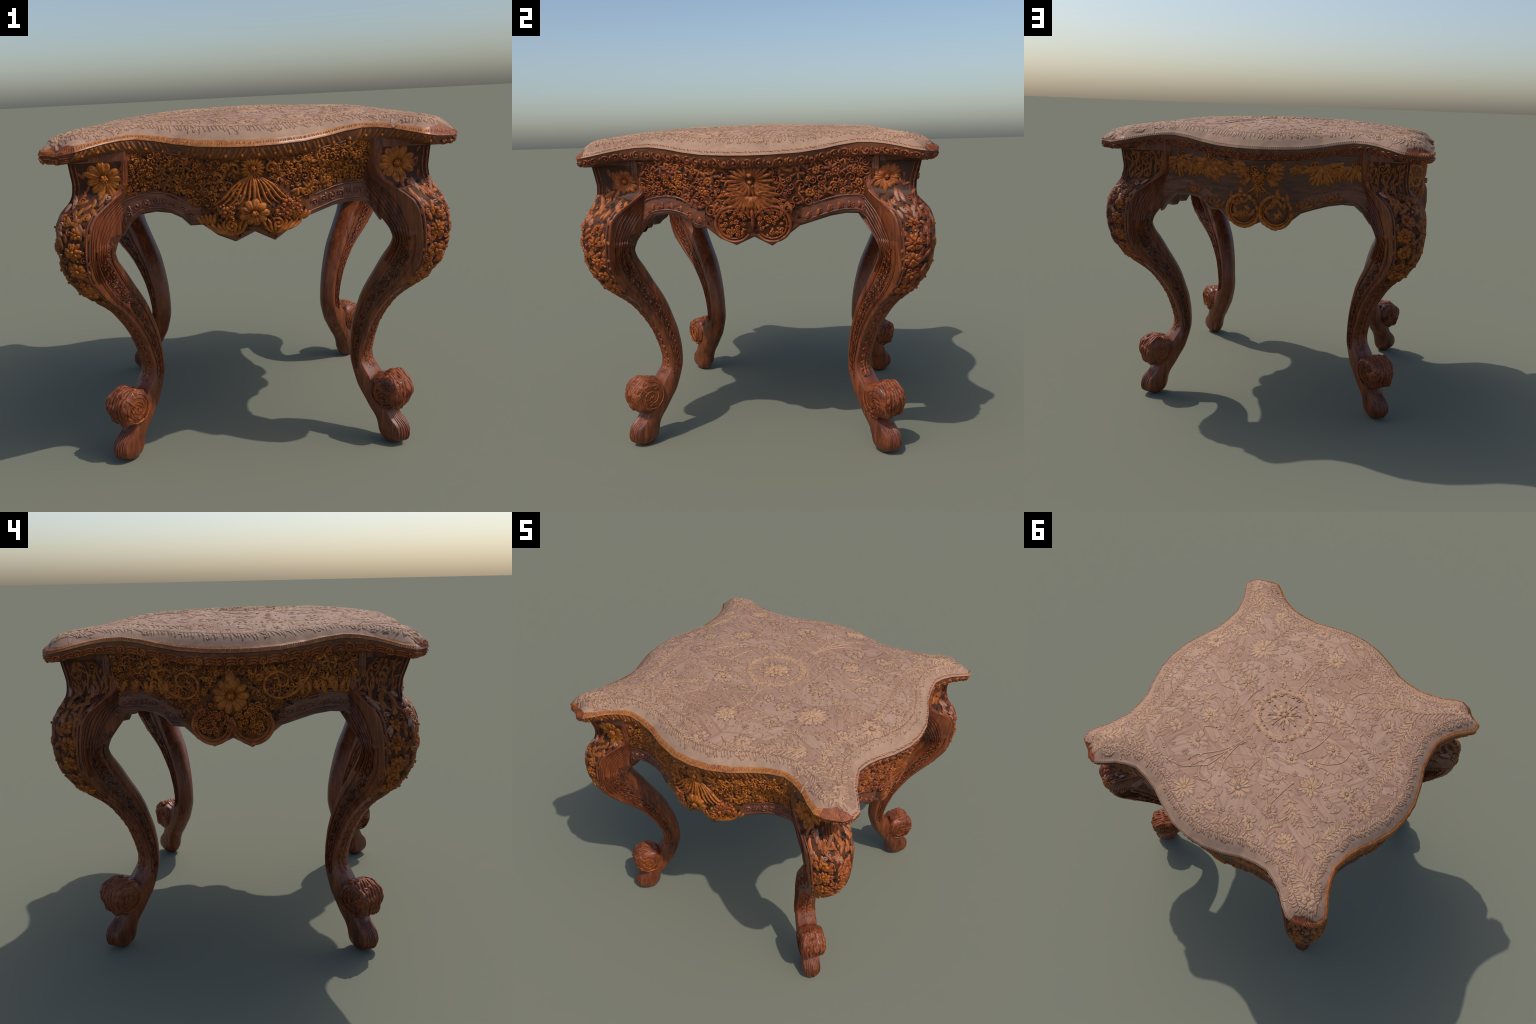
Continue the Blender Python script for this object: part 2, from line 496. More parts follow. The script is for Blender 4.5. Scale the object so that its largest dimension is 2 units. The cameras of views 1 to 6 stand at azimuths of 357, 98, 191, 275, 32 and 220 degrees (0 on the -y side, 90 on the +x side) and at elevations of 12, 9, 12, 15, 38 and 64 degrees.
def top_z(x, y):
    d, z0 = edge_distance(np.asarray(x, float), np.asarray(y, float))
    g = np.interp(d, G_D, G_V)
    # slightly out of level; the -x side and the corner tabs droop a little more
    sag = .008 * (x + y) * np.clip(np.hypot(x, y) / .4, 0, 1) + .020 * np.clip((-x - .3) / .4, 0, 1) * np.clip((.75 - np.abs(y)) / .2, 0, 1)
    sag = sag + .014 * np.clip((np.minimum(np.abs(x), np.abs(y)) - .55) / .2, 0, 1)
    return z0 + (TOP_Z - z0) * g - sag * g


def top_surf(u, v):
    return np.stack([u, v, top_z(u, v)], 1)


NT = 480
_a = OUT_A % (2 * math.pi)
_l = np.linspace(0, 2 * math.pi, NT, endpoint=False)
_gap = np.abs((_l[:, None] - _a[None] + math.pi) % (2 * math.pi) - math.pi).min(1)
TH = np.sort(np.concatenate([_l[_gap > .006], _a]))
NT = len(TH)
RR, RZ = rim_at(TH)
# outward directions of the rim (for insetting the moulding)
PX, PY = RR * np.cos(TH), RR * np.sin(TH)


def ring(f, z):
    return np.stack([PX * f, PY * f, np.broadcast_to(z, PX.shape)], 1)


# the corner tabs are thinner than the long sides
THIN = 1 - .38 * np.exp(-((np.degrees(TH) % 90 - 45) / 9.0) ** 4)


_dev = np.abs(np.degrees(TH) % 90 - 45)
HOLLOW = 1 - .65 * np.exp(-((_dev - 11) / 5.0) ** 2)      # the moulding hardly steps in along the hollow sweeps


def inset(d, dz):
    """rim moved inward by d metres along its own normal and lowered by dz"""
    w = 7
    tx, ty = np.roll(PX, -w) - np.roll(PX, w), np.roll(PY, -w) - np.roll(PY, w)
    L = np.hypot(tx, ty)
    nx, ny = -ty / L, tx / L
    return np.stack([PX + nx * d, PY + ny * d, RZ - dz * THIN], 1)


# the slab: fine rings from the centre out to the rim's lip
LIP_W = .022
TIP = np.exp(-((np.degrees(TH) % 90 - 45) / 4.2) ** 4)
LIPS = LIP_W + .026 * TIP
c_in = inset(.055, 0)[:, :2]
rows = [c_in * f for f in np.concatenate([np.linspace(.02, .6, 12), np.linspace(.63, 1.0, 26)])]
rows += [inset(d, 0)[:, :2] for d in (np.maximum(.04, LIPS + .004), np.maximum(.032, LIPS + .002), LIPS - .002)]
rows = [np.column_stack([p, top_z(p[:, 0], p[:, 1])]) for p in rows]
V = np.vstack(rows + [np.array([[0, 0, TOP_Z]])])
F = grid_faces(NT, len(rows), close_u=True)
cidx = len(V) - 1
F += [((i + 1) % NT, i, cidx) for i in range(NT)]
n_in = 38 * NT
fm = []
for f in F:
    c = V[list(f)].mean(0)
    fm.append(c)
fm = np.array(fm)
d_, _ = edge_distance(fm[:, 0], fm[:, 1])
tipness = np.clip((np.minimum(np.abs(fm[:, 0]), np.abs(fm[:, 1])) - .5) / .15, 0, 1)
fm = (d_ < .070 * (1 - tipness) + .012 * np.sin(fm[:, 0] * 23) * np.cos(fm[:, 1] * 19)).astype(int)
tabletop = mesh_object("tabletop", V, F, [M["top"], M["top_edge"]], table, face_mat=fm)

# lip + scroll moulding + underside
lip_rows = [inset(LIPS, -.014), inset(.55 * LIPS, -.0105 - .014 * TIP), inset(0.004, -0.005), inset(0.0, 0.006)]
lip_rows[0][:, 2] = top_z(lip_rows[0][:, 0], lip_rows[0][:, 1]) + .001
V = np.vstack(lip_rows)
lip_side = [0 if 45 <= (math.degrees(TH[i]) % 360) < 135 or (math.degrees(TH[i]) + 45) % 360 < 90 else 1 for i in range(NT)]
lip_side = [2 if TIP[i] > .5 else m for i, m in enumerate(lip_side)] * (len(lip_rows) - 1)
rim = mesh_object("rim_moulding", V, grid_faces(NT, len(lip_rows), close_u=True), [M["top_edge"], M["lip"], M["rust"]], table, face_mat=lip_side)
band_rows = [inset(d * HOLLOW, dz) for d, dz in ((0, .006), (.007, .009), (.008, .014), (.009, .020), (.014, .038), (.022, .055), (.036, .068), (.040, .074))] + [inset(.075, .074)]
V = np.vstack(band_rows)
band = mesh_object("scroll_band", V, grid_faces(NT, len(band_rows), close_u=True)[::1], [M["mould_ground"]], rim)
und_rows = [inset(0.074, 0.074), ring(.80, 1.592), ring(.4, 1.592)]
V = np.vstack(und_rows + [np.array([[0, 0, 1.592]])])
F = grid_faces(NT, 3, close_u=True) + [(2 * NT + (i + 1) % NT, 2 * NT + i, len(V) - 1) for i in range(NT)]
mesh_object("underside_board", V, F, [M["inside"]], tabletop)

# ------------------------------------------------------------------ carving on the top
DARK_LINES = Relief(top_surf)
FLOWERS = [(.86, -.79, .052, 8), (.773, -.23, .09, 11), (.45, -.357, .118, 15), (.283, -.523, .059, 14), (.564, .065, .05, 9), (.567, .226, .052, 9),
           (.355, -.088, .085, 12), (.669, -.397, .05, 7), (.385, .25, .077, 11), (.327, .437, .086, 10), (.189, .726, .094, 18), (-.088, .531, .098, 18),
           (.297, -.274, .037, 6), (.255, -.373, .048, 6), (.142, -.334, .048, 6), (.168, -.216, .037, 6), (.188, .25, .039, 7), (.278, .278, .031, 6),
           (.512, .445, .058, 7), (-.049, -.313, .047, 9), (-.429, .253, .088, 16), (-.337, .533, .058, 11), (-.225, .179, .05, 8), (-.338, .122, .045, 8),
           (.228, -.738, .069, 11), (-.01, -.81, .062, 10), (.548, -.66, .056, 9), (.674, -.726, .045, 7), (.012, -.588, .086, 14), (-.558, -.401, .056, 10),
           (-.498, -.281, .027, 6), (-.218, -.286, .077, 14), (-.39, -.035, .06, 12), (-.588, -.052, .06, 11), (-.63, .143, .064, 12), (-.823, -.8, .049, 7),
           (-.521, .08, .034, 5), (-.275, .653, .058, 10), (-.527, .621, .08, 12), (-.76, .16, .09, 15), (-.753, .548, .05, 11), (-.85, .798, .058, 8),
           (.02, .79, .06, 11), (-.02, .72, .05, 8), (.82, .02, .05, 8)]
for i, (x, y, r, n) in enumerate(FLOWERS):
    rs = random.Random(100 + i)
    fl = Relief(top_surf, DARK_LINES)
    m_ = int(n * 1.3)
    fl.flower((x, y), r, m_, h=0.0024 + r * 0.008, w=2.05 * r / m_, a0=rs.random() * 3, irregular=0.3, double=r > 0.07 and i % 2 == 0, inner=0.14, groove=.5, rs=rs)
    ob = fl.build("carved_flower", M["top_carving"] if i % 3 else M["top_carving_b"], tabletop)

SPRAYS = [[(.91, .83), (.77, .72), (.62, .68), (.49, .68), (.38, .65)], [(.75, .63), (.71, .43), (.71, .24), (.74, .06), (.75, -.1)],
          [(.84, -.77), (.68, -.64), (.67, -.48), (.74, -.33)], [(.45, -.44), (.42, -.63), (.37, -.74)], [(.79, -.04), (.76, -.1), (.77, -.17)],
          [(-.83, -.77), (-.65, -.62), (-.52, -.57), (-.34, -.60), (-.18, -.61), (-.09, -.5)], [(-.65, -.59), (-.67, -.38), (-.72, -.23), (-.74, -.04), (-.76, .1)],
          [(-.62, -.60), (-.48, -.62), (-.32, -.69), (-.1, -.74)], [(-.53, -.56), (-.42, -.46), (-.28, -.39)], [(-.72, -.26), (-.65, -.19), (-.50, -.17)],
          [(-.22, -.24), (-.31, -.21), (-.38, -.18)], [(-.06, .83), (-.17, .75), (-.27, .70), (-.35, .74)], [(-.64, .58), (-.69, .45), (-.74, .30), (-.76, .2)],
          [(-.83, .77), (-.71, .70), (-.62, .66), (-.53, .63)], [(-.35, .37), (-.45, .45), (-.53, .49)], [(.63, -.09), (.55, -.13), (.43, -.13)],
          [(.62, .70), (.70, .60), (.74, .50)], [(.1, -.76), (.16, -.79), (.24, -.76)], [(.60, -.60), (.46, -.68), (.32, -.73)], [(.55, .62), (.58, .5), (.55, .4)],
          [(-.44, .7), (-.4, .62), (-.42, .55)], [(.02, .36), (-.04, .42), (-.02, .5)], [(.46, .1), (.5, .16), (.48, .22)]]
for i, p in enumerate(SPRAYS):
    rs = random.Random(300 + i)
    sp = Relief(top_surf, DARK_LINES)
    sp.spray(p, leaf=0.088, w=0.0115, h=0.0030, step=0.027, stem=0.0045, rs=rs, spread=0.10, curl=-1.45, tip=True)
    sp.build("leaf_spray", M["top_carving_b"] if i % 2 else M["top_carving"], tabletop)

STEMS = [[(.38, .65), (.29, .63), (.21, .57), (.16, .52), (.13, .39), (.10, .27)], [(.29, .57), (.26, .51), (.16, .40), (.10, .27)], [(.06, .54), (.10, .45), (.105, .36), (.10, .27)],
         [(.25, .6), (.2, .5), (.13, .38), (.105, .27)], [(.20, .56), (.16, .62), (.11, .62), (.10, .57), (.14, .56)], [(.26, -.12), (.27, -.05), (.27, .02)],
         [(.07, -.46), (.06, -.35), (.06, -.24)], [(.61, -.02), (.49, .03), (.39, .01)], [(.57, -.18), (.50, -.14), (.43, -.13)], [(.23, .13), (.28, .08), (.25, .19)],
         [(-.04, .23), (-.11, .29), (-.17, .36)], [(-.08, .46), (-.06, .38), (-.07, .3)], [(-.28, -.39), (-.34, -.34), (-.36, -.26)], [(-.38, -.25), (-.42, -.25), (-.48, -.20)],
         [(-.48, -.10), (-.48, -.01), (-.41, .07), (-.33, .10)], [(-.25, -.41), (-.27, -.48), (-.31, -.53), (-.35, -.52), (-.34, -.49)], [(.16, -.50), (.10, -.47), (.04, -.46), (.02, -.55)],
         [(-.33, .30), (-.32, .38), (-.31, .49)], [(-.36, .12), (-.42, .10), (-.49, .09)], [(-.23, .13), (-.28, .04), (-.30, -.06), (-.30, -.13)], [(-.80, .72), (-.84, .78)],
         [(.69, -.6), (.78, -.68), (.84, -.76)], [(.3, .3), (.36, .34), (.33, .4)], [(-.15, -.1), (-.22, -.16), (-.3, -.18)], [(.2, -.27), (.24, -.31), (.3, -.36)], [(-.44, .12), (-.47, .2), (-.44, .3)],
         [(.36, .16), (.42, .12), (.5, .14)], [(-.2, .42), (-.26, .46), (-.3, .52)]]
for i, p in enumerate(STEMS):
    st = Relief(top_surf, DARK_LINES)
    st.stroke(p, 0.006, 0.004, taper=(0.5, 0.7))
    rs = random.Random(i)
    q = polyline(p, 8)
    for k in (2, 5):
        st.leaf(q[k], rs.uniform(0, 6.28), 0.035, 0.009, 0.0045, curl=rs.uniform(-1, 1))
    st.dome(q[0], 0.010, 0.006)
    st.build("carved_stem", M["top_carving"], tabletop)
tie = Relief(top_surf, DARK_LINES)
for k in range(3):
    tie.stroke([(.07 + k * .004, .265 + k * .012), (.135 - k * .004, .28 + k * .012)], 0.006, 0.007, n=5)
tie.build("bouquet_tie", M["top_carving"], tabletop)

# tiny scattered leaves and buds between the flowers
bits, bits_b = Relief(top_surf, DARK_LINES), Relief(top_surf, DARK_LINES)
rs = random.Random(55)
placed = [(f[0], f[1], f[2]) for f in FLOWERS] + [(.01, -.04, .2)]
for pth in SPRAYS:
    placed += [(q[0], q[1], .045) for q in polyline(pth, 10)]
for pth in STEMS:
    placed += [(q[0], q[1], .008) for q in polyline(pth, 12)]
tries = 0
while tries < 5000:
    tries += 1
    x, y = rs.uniform(-.9, .9), rs.uniform(-.9, .9)
    r, _ = rim_at(np.array([math.atan2(y, x)]))
    if math.hypot(x, y) > r[0] - .09 or any((x - a) ** 2 + (y - b) ** 2 < (c + .025) ** 2 for a, b, c in placed):
        continue
    placed.append((x, y, .027))
    R = bits if rs.random() < .5 else bits_b
    a = rs.uniform(0, 6.28)
    m = rs.random()
    if m < .40:      # trefoil of leaves
        for k in (-1, 0, 1):
            R.leaf((x - .012 * math.cos(a), y - .012 * math.sin(a)), a + k * .7, rs.uniform(.034, .048), .0085, .0028, curl=k * .8)
    elif m < .70:    # curling tendril with a bud
        h = rs.choice((-1, 1))
        R.stroke([(x - .035 * math.cos(a), y - .035 * math.sin(a)), (x, y), (x + .03 * math.cos(a + .7 * h), y + .03 * math.sin(a + .7 * h)), (x + .04 * math.cos(a + 1.5 * h), y + .04 * math.sin(a + 1.5 * h))], .0042, .0028)
        R.leaf((x, y), a - h * .8, .034, .008, .0028, curl=-h)
        R.dome((x + .04 * math.cos(a + 1.5 * h), y + .04 * math.sin(a + 1.5 * h)), .008, .0042, seg=6)
    elif m < .85:
        R.flower((x, y), rs.uniform(.018, .026), 6, h=.0028, a0=a, w=.007, inner=.22, rs=rs, centre=False)
        R.dome((x, y), .005, .0042, seg=6)
    else:
        R.spiral((x, y), .022, a, 1.2, .0042, .0028, rs.choice((-1, 1)), n=14)
bits_b.build("scattered_vines", M["top_carving"], tabletop, kind="stuff")
bits.build("scattered_buds", M["top_carving_b"], tabletop, kind="stuff")

# a running vine all round the border of the top
_ib = inset(.088, 0)[:, :2]
_sb = np.concatenate([[0], np.cumsum(np.linalg.norm(np.diff(np.vstack([_ib, _ib[:1]]), axis=0), axis=1))])
_cl = np.vstack([_ib, _ib[:1]])
vine, vine_b = Relief(top_surf, DARK_LINES), Relief(top_surf, DARK_LINES)
rs = random.Random(91)
d, h = 0.0, 1
at = lambda d: np.array([np.interp(d % _sb[-1], _sb, _cl[:, 0]), np.interp(d % _sb[-1], _sb, _cl[:, 1])])
while d < _sb[-1]:
    p, q = at(d), at(d + .004)
    t = (q - p) / np.linalg.norm(q - p)
    nrm = np.array([t[1], -t[0]])                 # towards the rim
    R = vine if rs.random() < .5 else vine_b
    wave = [at(d + k * .022) + nrm * h * .012 * math.sin(k * math.pi / 4) for k in range(5)]
    R.stroke(wave, .0042, .0024, n=10, taper=(.8, .8))
    a = math.atan2(t[1], t[0])
    c = at(d + .044) + nrm * h * .012
    m = rs.random()
    if m < .3:
        R.spiral(c + nrm * h * .016, .018, a, 1.1, .004, .0024, h, n=12)
    elif m < .5:
        R.flower(c + nrm * h * .012, rs.uniform(.018, .028), 7, h=.0028, a0=a, w=.007, inner=.2, rs=rs)
    for k in range(5):
        R.leaf(at(d + .018 * k), a - h * rs.uniform(.3, .9), rs.uniform(.034, .05), .0085, .0024, curl=-h * rs.uniform(.4, 1.2))
        R.leaf(at(d + .018 * k + .009), a + h * rs.uniform(.3, .9), rs.uniform(.03, .044), .008, .0024, curl=h * rs.uniform(.4, 1.2))
    d += .088
    h = -h
vine.build("border_vine", M["top_carving_b"], tabletop, kind="stuff")
vine_b.build("border_vine", M["top_carving_b"], tabletop, kind="stuff")

# central medallion
C0 = (0.01, -0.04)
wr = Relief(top_surf)
wr.stroke([(C0[0] + .172 * math.cos(a), C0[1] + .172 * math.sin(a)) for a in np.linspace(0, 2 * math.pi, 24)], 0.024, 0.006, n=72, taper=(1, 1))
wr.build("wreath_ground", M["top_carving_b"], tabletop)
wr = Relief(top_surf, DARK_LINES)
rs = random.Random(3)
for k in range(120):
    a = k / 120 * 2 * math.pi + rs.uniform(-.03, .03)
    r = .172 + rs.uniform(-.024, .024)
    c = (C0[0] + r * math.cos(a), C0[1] + r * math.sin(a))
    if k % 3 == 0:
        wr.flower(c, rs.uniform(.011, .016), 5, h=.008, a0=rs.random() * 6, inner=.3, groove=.1, rs=rs, centre=False)
        wr.dome(c, .004, .010, seg=6)
    else:
        wr.leaf(c, rs.uniform(0, 6.28), .022, .006, .008, curl=rs.uniform(-1, 1))
wr.build("wreath", M["top_carving"], tabletop)
md = Relief(top_surf, DARK_LINES)
for k in range(8):
    md.petal(C0, k * math.pi / 4 + .2, .02, .088, .016, .008, .4)
    md.petal(C0, k * math.pi / 4 + .55, .015, .055, .013, .011, .4)
    a = k * math.pi / 4 + .6
    md.stroke([C0, (C0[0] + .105 * math.cos(a), C0[1] + .105 * math.sin(a))], .003, .006, n=6)
    md.dome((C0[0] + .1 * math.cos(a), C0[1] + .1 * math.sin(a)), .009, .011)
md.dome(C0, .018, .013)
md.build("medallion_flower", M["top_carving"], tabletop)
gr = Relief(top_surf)
for k in range(28):
    a = k / 28 * 2 * math.pi
    gr.stroke([(C0[0] + .03 * math.cos(a), C0[1] + .03 * math.sin(a)), (C0[0] + .142 * math.cos(a), C0[1] + .142 * math.sin(a))], .0022, .0022, n=6, cross=3)
gr.build("medallion_rays", M["top_dark_line"], tabletop)

DARK_LINES.build("dark_outline_lines", M["top_dark_line"], tabletop, kind="stuff")

# ------------------------------------------------------------------ carving on the rim moulding
# arc length along the rim
_c = np.stack([PX, PY], 1)
_s = np.concatenate([[0], np.cumsum(np.linalg.norm(np.diff(np.vstack([_c, _c[:1]]), axis=0), axis=1))])
PERI = _s[-1]
BAND = np.stack(band_rows[3:7], 0)         # (4, NT, 3): the sloping scroll band
BANDW = np.concatenate([[0], np.cumsum(np.linalg.norm(np.diff(BAND, axis=0), axis=2).mean(1))])
LIP = np.stack(lip_rows[0:4], 0)
LIPW = np.concatenate([[0], np.cumsum(np.linalg.norm(np.diff(LIP, axis=0), axis=2).mean(1))])


def strip_surf(rows_, widths):
    closed = np.concatenate([rows_, rows_[:, :1]], 1)

    def f(u, v):
        u = np.asarray(u) % PERI
        i = np.clip(np.searchsorted(_s, u, "right") - 1, 0, NT - 1)
        t = ((u - _s[i]) / (_s[i + 1] - _s[i]))[:, None]
        j = np.clip(np.searchsorted(widths, v, "right") - 1, 0, len(widths) - 2)
        w = ((v - widths[j]) / (widths[j + 1] - widths[j]))[:, None]
        a = closed[j, i] * (1 - t) + closed[j, i + 1] * t
        b = closed[j + 1, i] * (1 - t) + closed[j + 1, i + 1] * t
        return a * (1 - w) + b * w
    return f


# u runs counter-clockwise seen from above, v runs downwards -> flip so normals face outward
_bs, _ls = strip_surf(BAND, BANDW), strip_surf(LIP, LIPW)
band_surf = lambda u, v: _bs(u, BANDW[-1] - v)
lip_surf = lambda u, v: _ls(u, LIPW[-1] - v)
BW, LW = BANDW[-1], LIPW[-1]


def side_of(u):
    i = min(NT - 1, int(np.searchsorted(_s, u % PERI)))
    a = math.degrees(TH[i] % (2 * math.pi))
    return int(((a + 45) % 360) // 90)      # 0:+x 1:+y 2:-x 3:-y


groups = {}
for k in range(4):
    groups[k] = Relief(band_surf)
lipr = [Relief(lip_surf) for _ in range(4)]
rs = random.Random(77)
u = 0.0
while u < PERI:
    k = side_of(u)
    R = groups[k]
    m = BW * 0.5
    if k == 0:       # rounded C scrolls
        R.spiral((u, m), BW * .44, rs.uniform(-.6, .6) + (1.2 if int(u * 30) % 2 else 2.4), 1.05, .0055, .011, 1 if int(u * 25) % 2 else -1)
        R.leaf((u + .026, BW * .2), 1.2, BW * .6, .006, .009, curl=.8)
        R.dome((u + .03, BW * .75), .006, .010, seg=6)
        step = .055
    elif k == 1:     # rows of rose whorls
        R.spiral((u, m), BW * .45, rs.uniform(0, 6.28), 1.8, .0052, .011, 1)
        R.leaf((u + .024, BW * .1), 1.57 + rs.uniform(-.3, .3), BW * .8, .006, .009, curl=.5)
        step = .048
    elif k == 2:     # long loose waves
        h = 1 if rs.random() < .5 else -1
        R.spiral((u + .02, m), BW * .47, rs.uniform(0, 6.28), 1.6, .006, .012, h)
        for q in range(3):
            R.stroke([(u + .045, BW * (.1 + .3 * q)), (u + .075, BW * (.35 + .25 * q)), (u + .11, BW * (.1 + .33 * q))], .0052, .010)
        step = .105
    else:            # slanted reeds with buds
        for q in range(3):
            x0 = u + q * .022
            R.leaf((x0, BW * .02), .5 if (u % .8) < .4 else 2.64, BW * 1.6, .0095, .007, curl=.75 if (u % .8) < .4 else -.75)
        R.dome((u + .066, m), .011, .012)
        R.dome((u + .066, m), .006, .016, seg=6)
        step = .078
    u += step
u = 0.0
while u < PERI:
    k = side_of(u)
    if k in (0, 3):
        lipr[k].leaf((u, LW * .25), 1.57 + (.5 if k == 0 else -.4) + rs.uniform(-.4, .4), LW * .6, .0036, .0028, curl=.4)
    elif k == 1:
        lipr[k].dome((u, LW * .4), .0036, .003, seg=6)
    else:
        lipr[k].stroke([(u, LW * .2), (u + .018, LW * .6), (u + .03, LW * .4)], .0036, .003, n=6)
    u += .012 if k == 1 else .012
for k, mt in enumerate(("rust", "rust", "amber", "gold_b")):
    groups[k].build("rim_scrolls", M[mt], rim, kind="stuff")
    lipr[k].build("lip_beading", M["rust" if k < 2 else "gold_b"], rim, kind="stuff")

# ------------------------------------------------------------------ aprons
LOW = [(-.645, 1.235), (-.60, 1.30), (-.55, 1.342), (-.47, 1.352), (-.40, 1.342), (-.35, 1.318), (-.31, 1.278), (-.25, 1.278), (-.18, 1.222), (-.095, 1.186), (0.0, 1.230),
       (.095, 1.182), (.18, 1.24), (.24, 1.286), (.29, 1.300), (.40, 1.332), (.48, 1.345), (.55, 1.342), (.60, 1.30), (.645, 1.235)]
LOW_U, LOW_Z = np.array(LOW).T


def apron_top(u):
    return np.interp(np.abs(u), [0, .25, .36, .45, .54, .7], [1.60, 1.607, 1.626, 1.646, 1.660, 1.655])


# plan of the apron face: at the top it follows the rim, lower down it bellies in under the pendant
D_TOP = ([0, .12, .25, .36, .45, .54, .62, .70], [.908, .895, .856, .822, .803, .796, .798, .80])
D_RAIL = ([0, .1, .2, .27, .33, .42, .52, .58, .62, .66, .70], [.818, .818, .818, .815, .80, .782, .775, .772, .762, .745, .735])


# the frame is a little longer in x than in y
SHIFT = (.032, .002, .042, -.002)
TOP_SHIFT = (.034, -.012, .036, -.004)


def apron_d(u, z, k=0):
    au = np.abs(u)
    zl = np.interp(u, LOW_U, LOW_Z)
    top, low = np.interp(au, *D_TOP), np.interp(au, *D_RAIL)
    knee = 1.33                        # height where the pendant turns under
    mid = np.interp(au, [0, .2, .3, .45, .6, .7], [.865, .845, .808, .775, .768, .765])
    # three stations: top (1.56), frame line (mid, 1.42), lower edge
    zf = np.maximum(zl + 0.09, 1.36 + 0.06 * np.clip((au - .2) / .2, 0, 1))
    k1 = np.clip((z - zf) / (1.56 - zf), 0, 1) ** 1.3
    k2 = np.clip((z - zl) / (zf - zl), 0, 1)
    d = np.where(z >= zf, mid + (top - mid) * k1, low + (mid - low) * k2 ** .8)
    belly = np.exp(-(u / .19) ** 4) * np.clip((1.5 - z) / .15, 0, 1) * (.0, -.008, .024, .050)[k]
    if k == 3:
        d = d - .022 * np.clip((u - .25) / .15, 0, 1) * np.clip((1.58 - z) / .1, 0, 1)
    return d + SHIFT[k] + (TOP_SHIFT[k] - SHIFT[k]) * k1 + belly


def droop(u, z, k):
    """each pendant hangs a little differently"""
    return z + (0, -.015, -.006, .012)[k] * np.exp(-(u / .24) ** 4) * np.clip((1.38 - z) / .12, 0, 1)


def apron_surf(k, lift=0.0):
    a = k * math.pi / 2
    ca, sa = math.cos(a), math.sin(a)

    def f(u, z):
        d = apron_d(u, z, k) + lift
        return np.stack([d * ca - u * sa, d * sa + u * ca, droop(u, z, k)], 1)
    return f


US = np.unique(np.concatenate([np.linspace(-.645, .645, 120), LOW_U]))
NU = len(US)
ZL = np.interp(US, LOW_U, LOW_Z)
NR = 26
aprons = []
GROUND = {3: "gold_ground", 0: "rust_ground", 1: "brown_ground", 2: "gold_ground"}
for k in range(4):
    a = k * math.pi / 2
    rot = Matrix.Rotation(a, 4, "Z")
    rowsF = []
    for t in np.linspace(0, 1, NR) ** 1.0:
        z = ZL + (apron_top(US) - ZL) * t
        d = apron_d(US, z, k)
        rowsF.append(np.stack([d, US, droop(US, z, k)], 1))
    front = np.vstack(rowsF)
    # back and rolled lower edge
    thick = 0.095
    lowd = apron_d(US, ZL, k)
    edge = [np.stack([lowd - .012, US, ZL - .010], 1), np.stack([lowd - .05, US, ZL - .013], 1), np.stack([lowd - thick + .01, US, ZL - .006], 1), np.stack([lowd - thick, US, ZL + .01], 1)]
    back = edge + [np.stack([np.minimum(lowd - thick, .76 + 0 * US), US, apron_top(US)], 1)]
    for b in edge:
        b[:, 2] = droop(US, b[:, 2], k)
    Vb = np.vstack([rowsF[0]] + back)
    V = np.vstack([front, Vb])
    fF = grid_faces(NU, NR)
    fB = [tuple(reversed(f)) for f in grid_faces(NU, len(back) + 1, off=len(front))]
    # dark ground inside the panel, polished rail along the arch
    mats = [M["rail"], M[GROUND[k]], M["inside"]]
    fm = []
    for f in fF:
        c = front[list(f)].mean(0)
        zl = np.interp(c[1], LOW_U, LOW_Z)
        rail = .075 if abs(c[1]) > .26 else 0.02
        inp = abs(c[1]) < .625 and c[2] > zl + rail and c[2] > 1.445 - .25 * (abs(c[1]) < .30) - .04 * (abs(c[1]) < .42)
        fm.append(1 if inp else 0)
    fm += [0] * (NU - 1) * 2 + [2] * (len(fB) - 2 * (NU - 1))
    Vw = V @ np.array(rot)[:3, :3].T
    ap = mesh_object("apron", Vw, fF + fB, mats, table, face_mat=fm, matrix=rot)
    aprons.append(ap)


def low(u):
    return float(np.interp(u, LOW_U, LOW_Z))


def rail_line(R, off, w, h, u0, u1, n=30):
    us = np.linspace(u0, u1, n)
    R.stroke([(x, low(x) + off) for x in us], w, h, n=n, taper=(1, 1))


def rails(k, mat):
    R = Relief(apron_surf(k))
    for s in (-1, 1):
        us = [s * x for x in (.63, .55, .47, .40, .35, .30)]
        R.stroke([(x, max(low(x) + .085, 1.40 - .5 * max(0, .36 - abs(x)))) for x in us], .006, .008, n=24, taper=(1, .6))
        R.stroke([(s * .618, 1.62), (s * .618, 1.5), (s * .618, 1.435)], .006, .008, n=10, taper=(1, 1))
        R.stroke([(s * .642, 1.625), (s * .642, 1.5), (s * .642, 1.40), (s * .642, 1.30)], .008, .008, n=12, taper=(1, 1))
        us = [s * x for x in (.64, .62, .60, .55, .47, .40, .35, .31, .27)]
        R.stroke([(x, low(x) + .012) for x in us], .007, .007, n=30, taper=(.6, .6))
    R.stroke([(x, float(apron_top(x)) - .010) for x in np.linspace(-.64, .64, 18)], .006, .007, n=30, taper=(1, 1))
    R.build("rail_beading", mat, aprons[k], matrix=Matrix.Rotation(k * math.pi / 2, 4, "Z"))


def in_panel(u, z, marg=0.012):
    if abs(u) > .60 or z > apron_top(u) - .02:
        return False
    return z > max(low(u) + .09, 1.415 - .6 * max(0, .42 - abs(u))) + marg


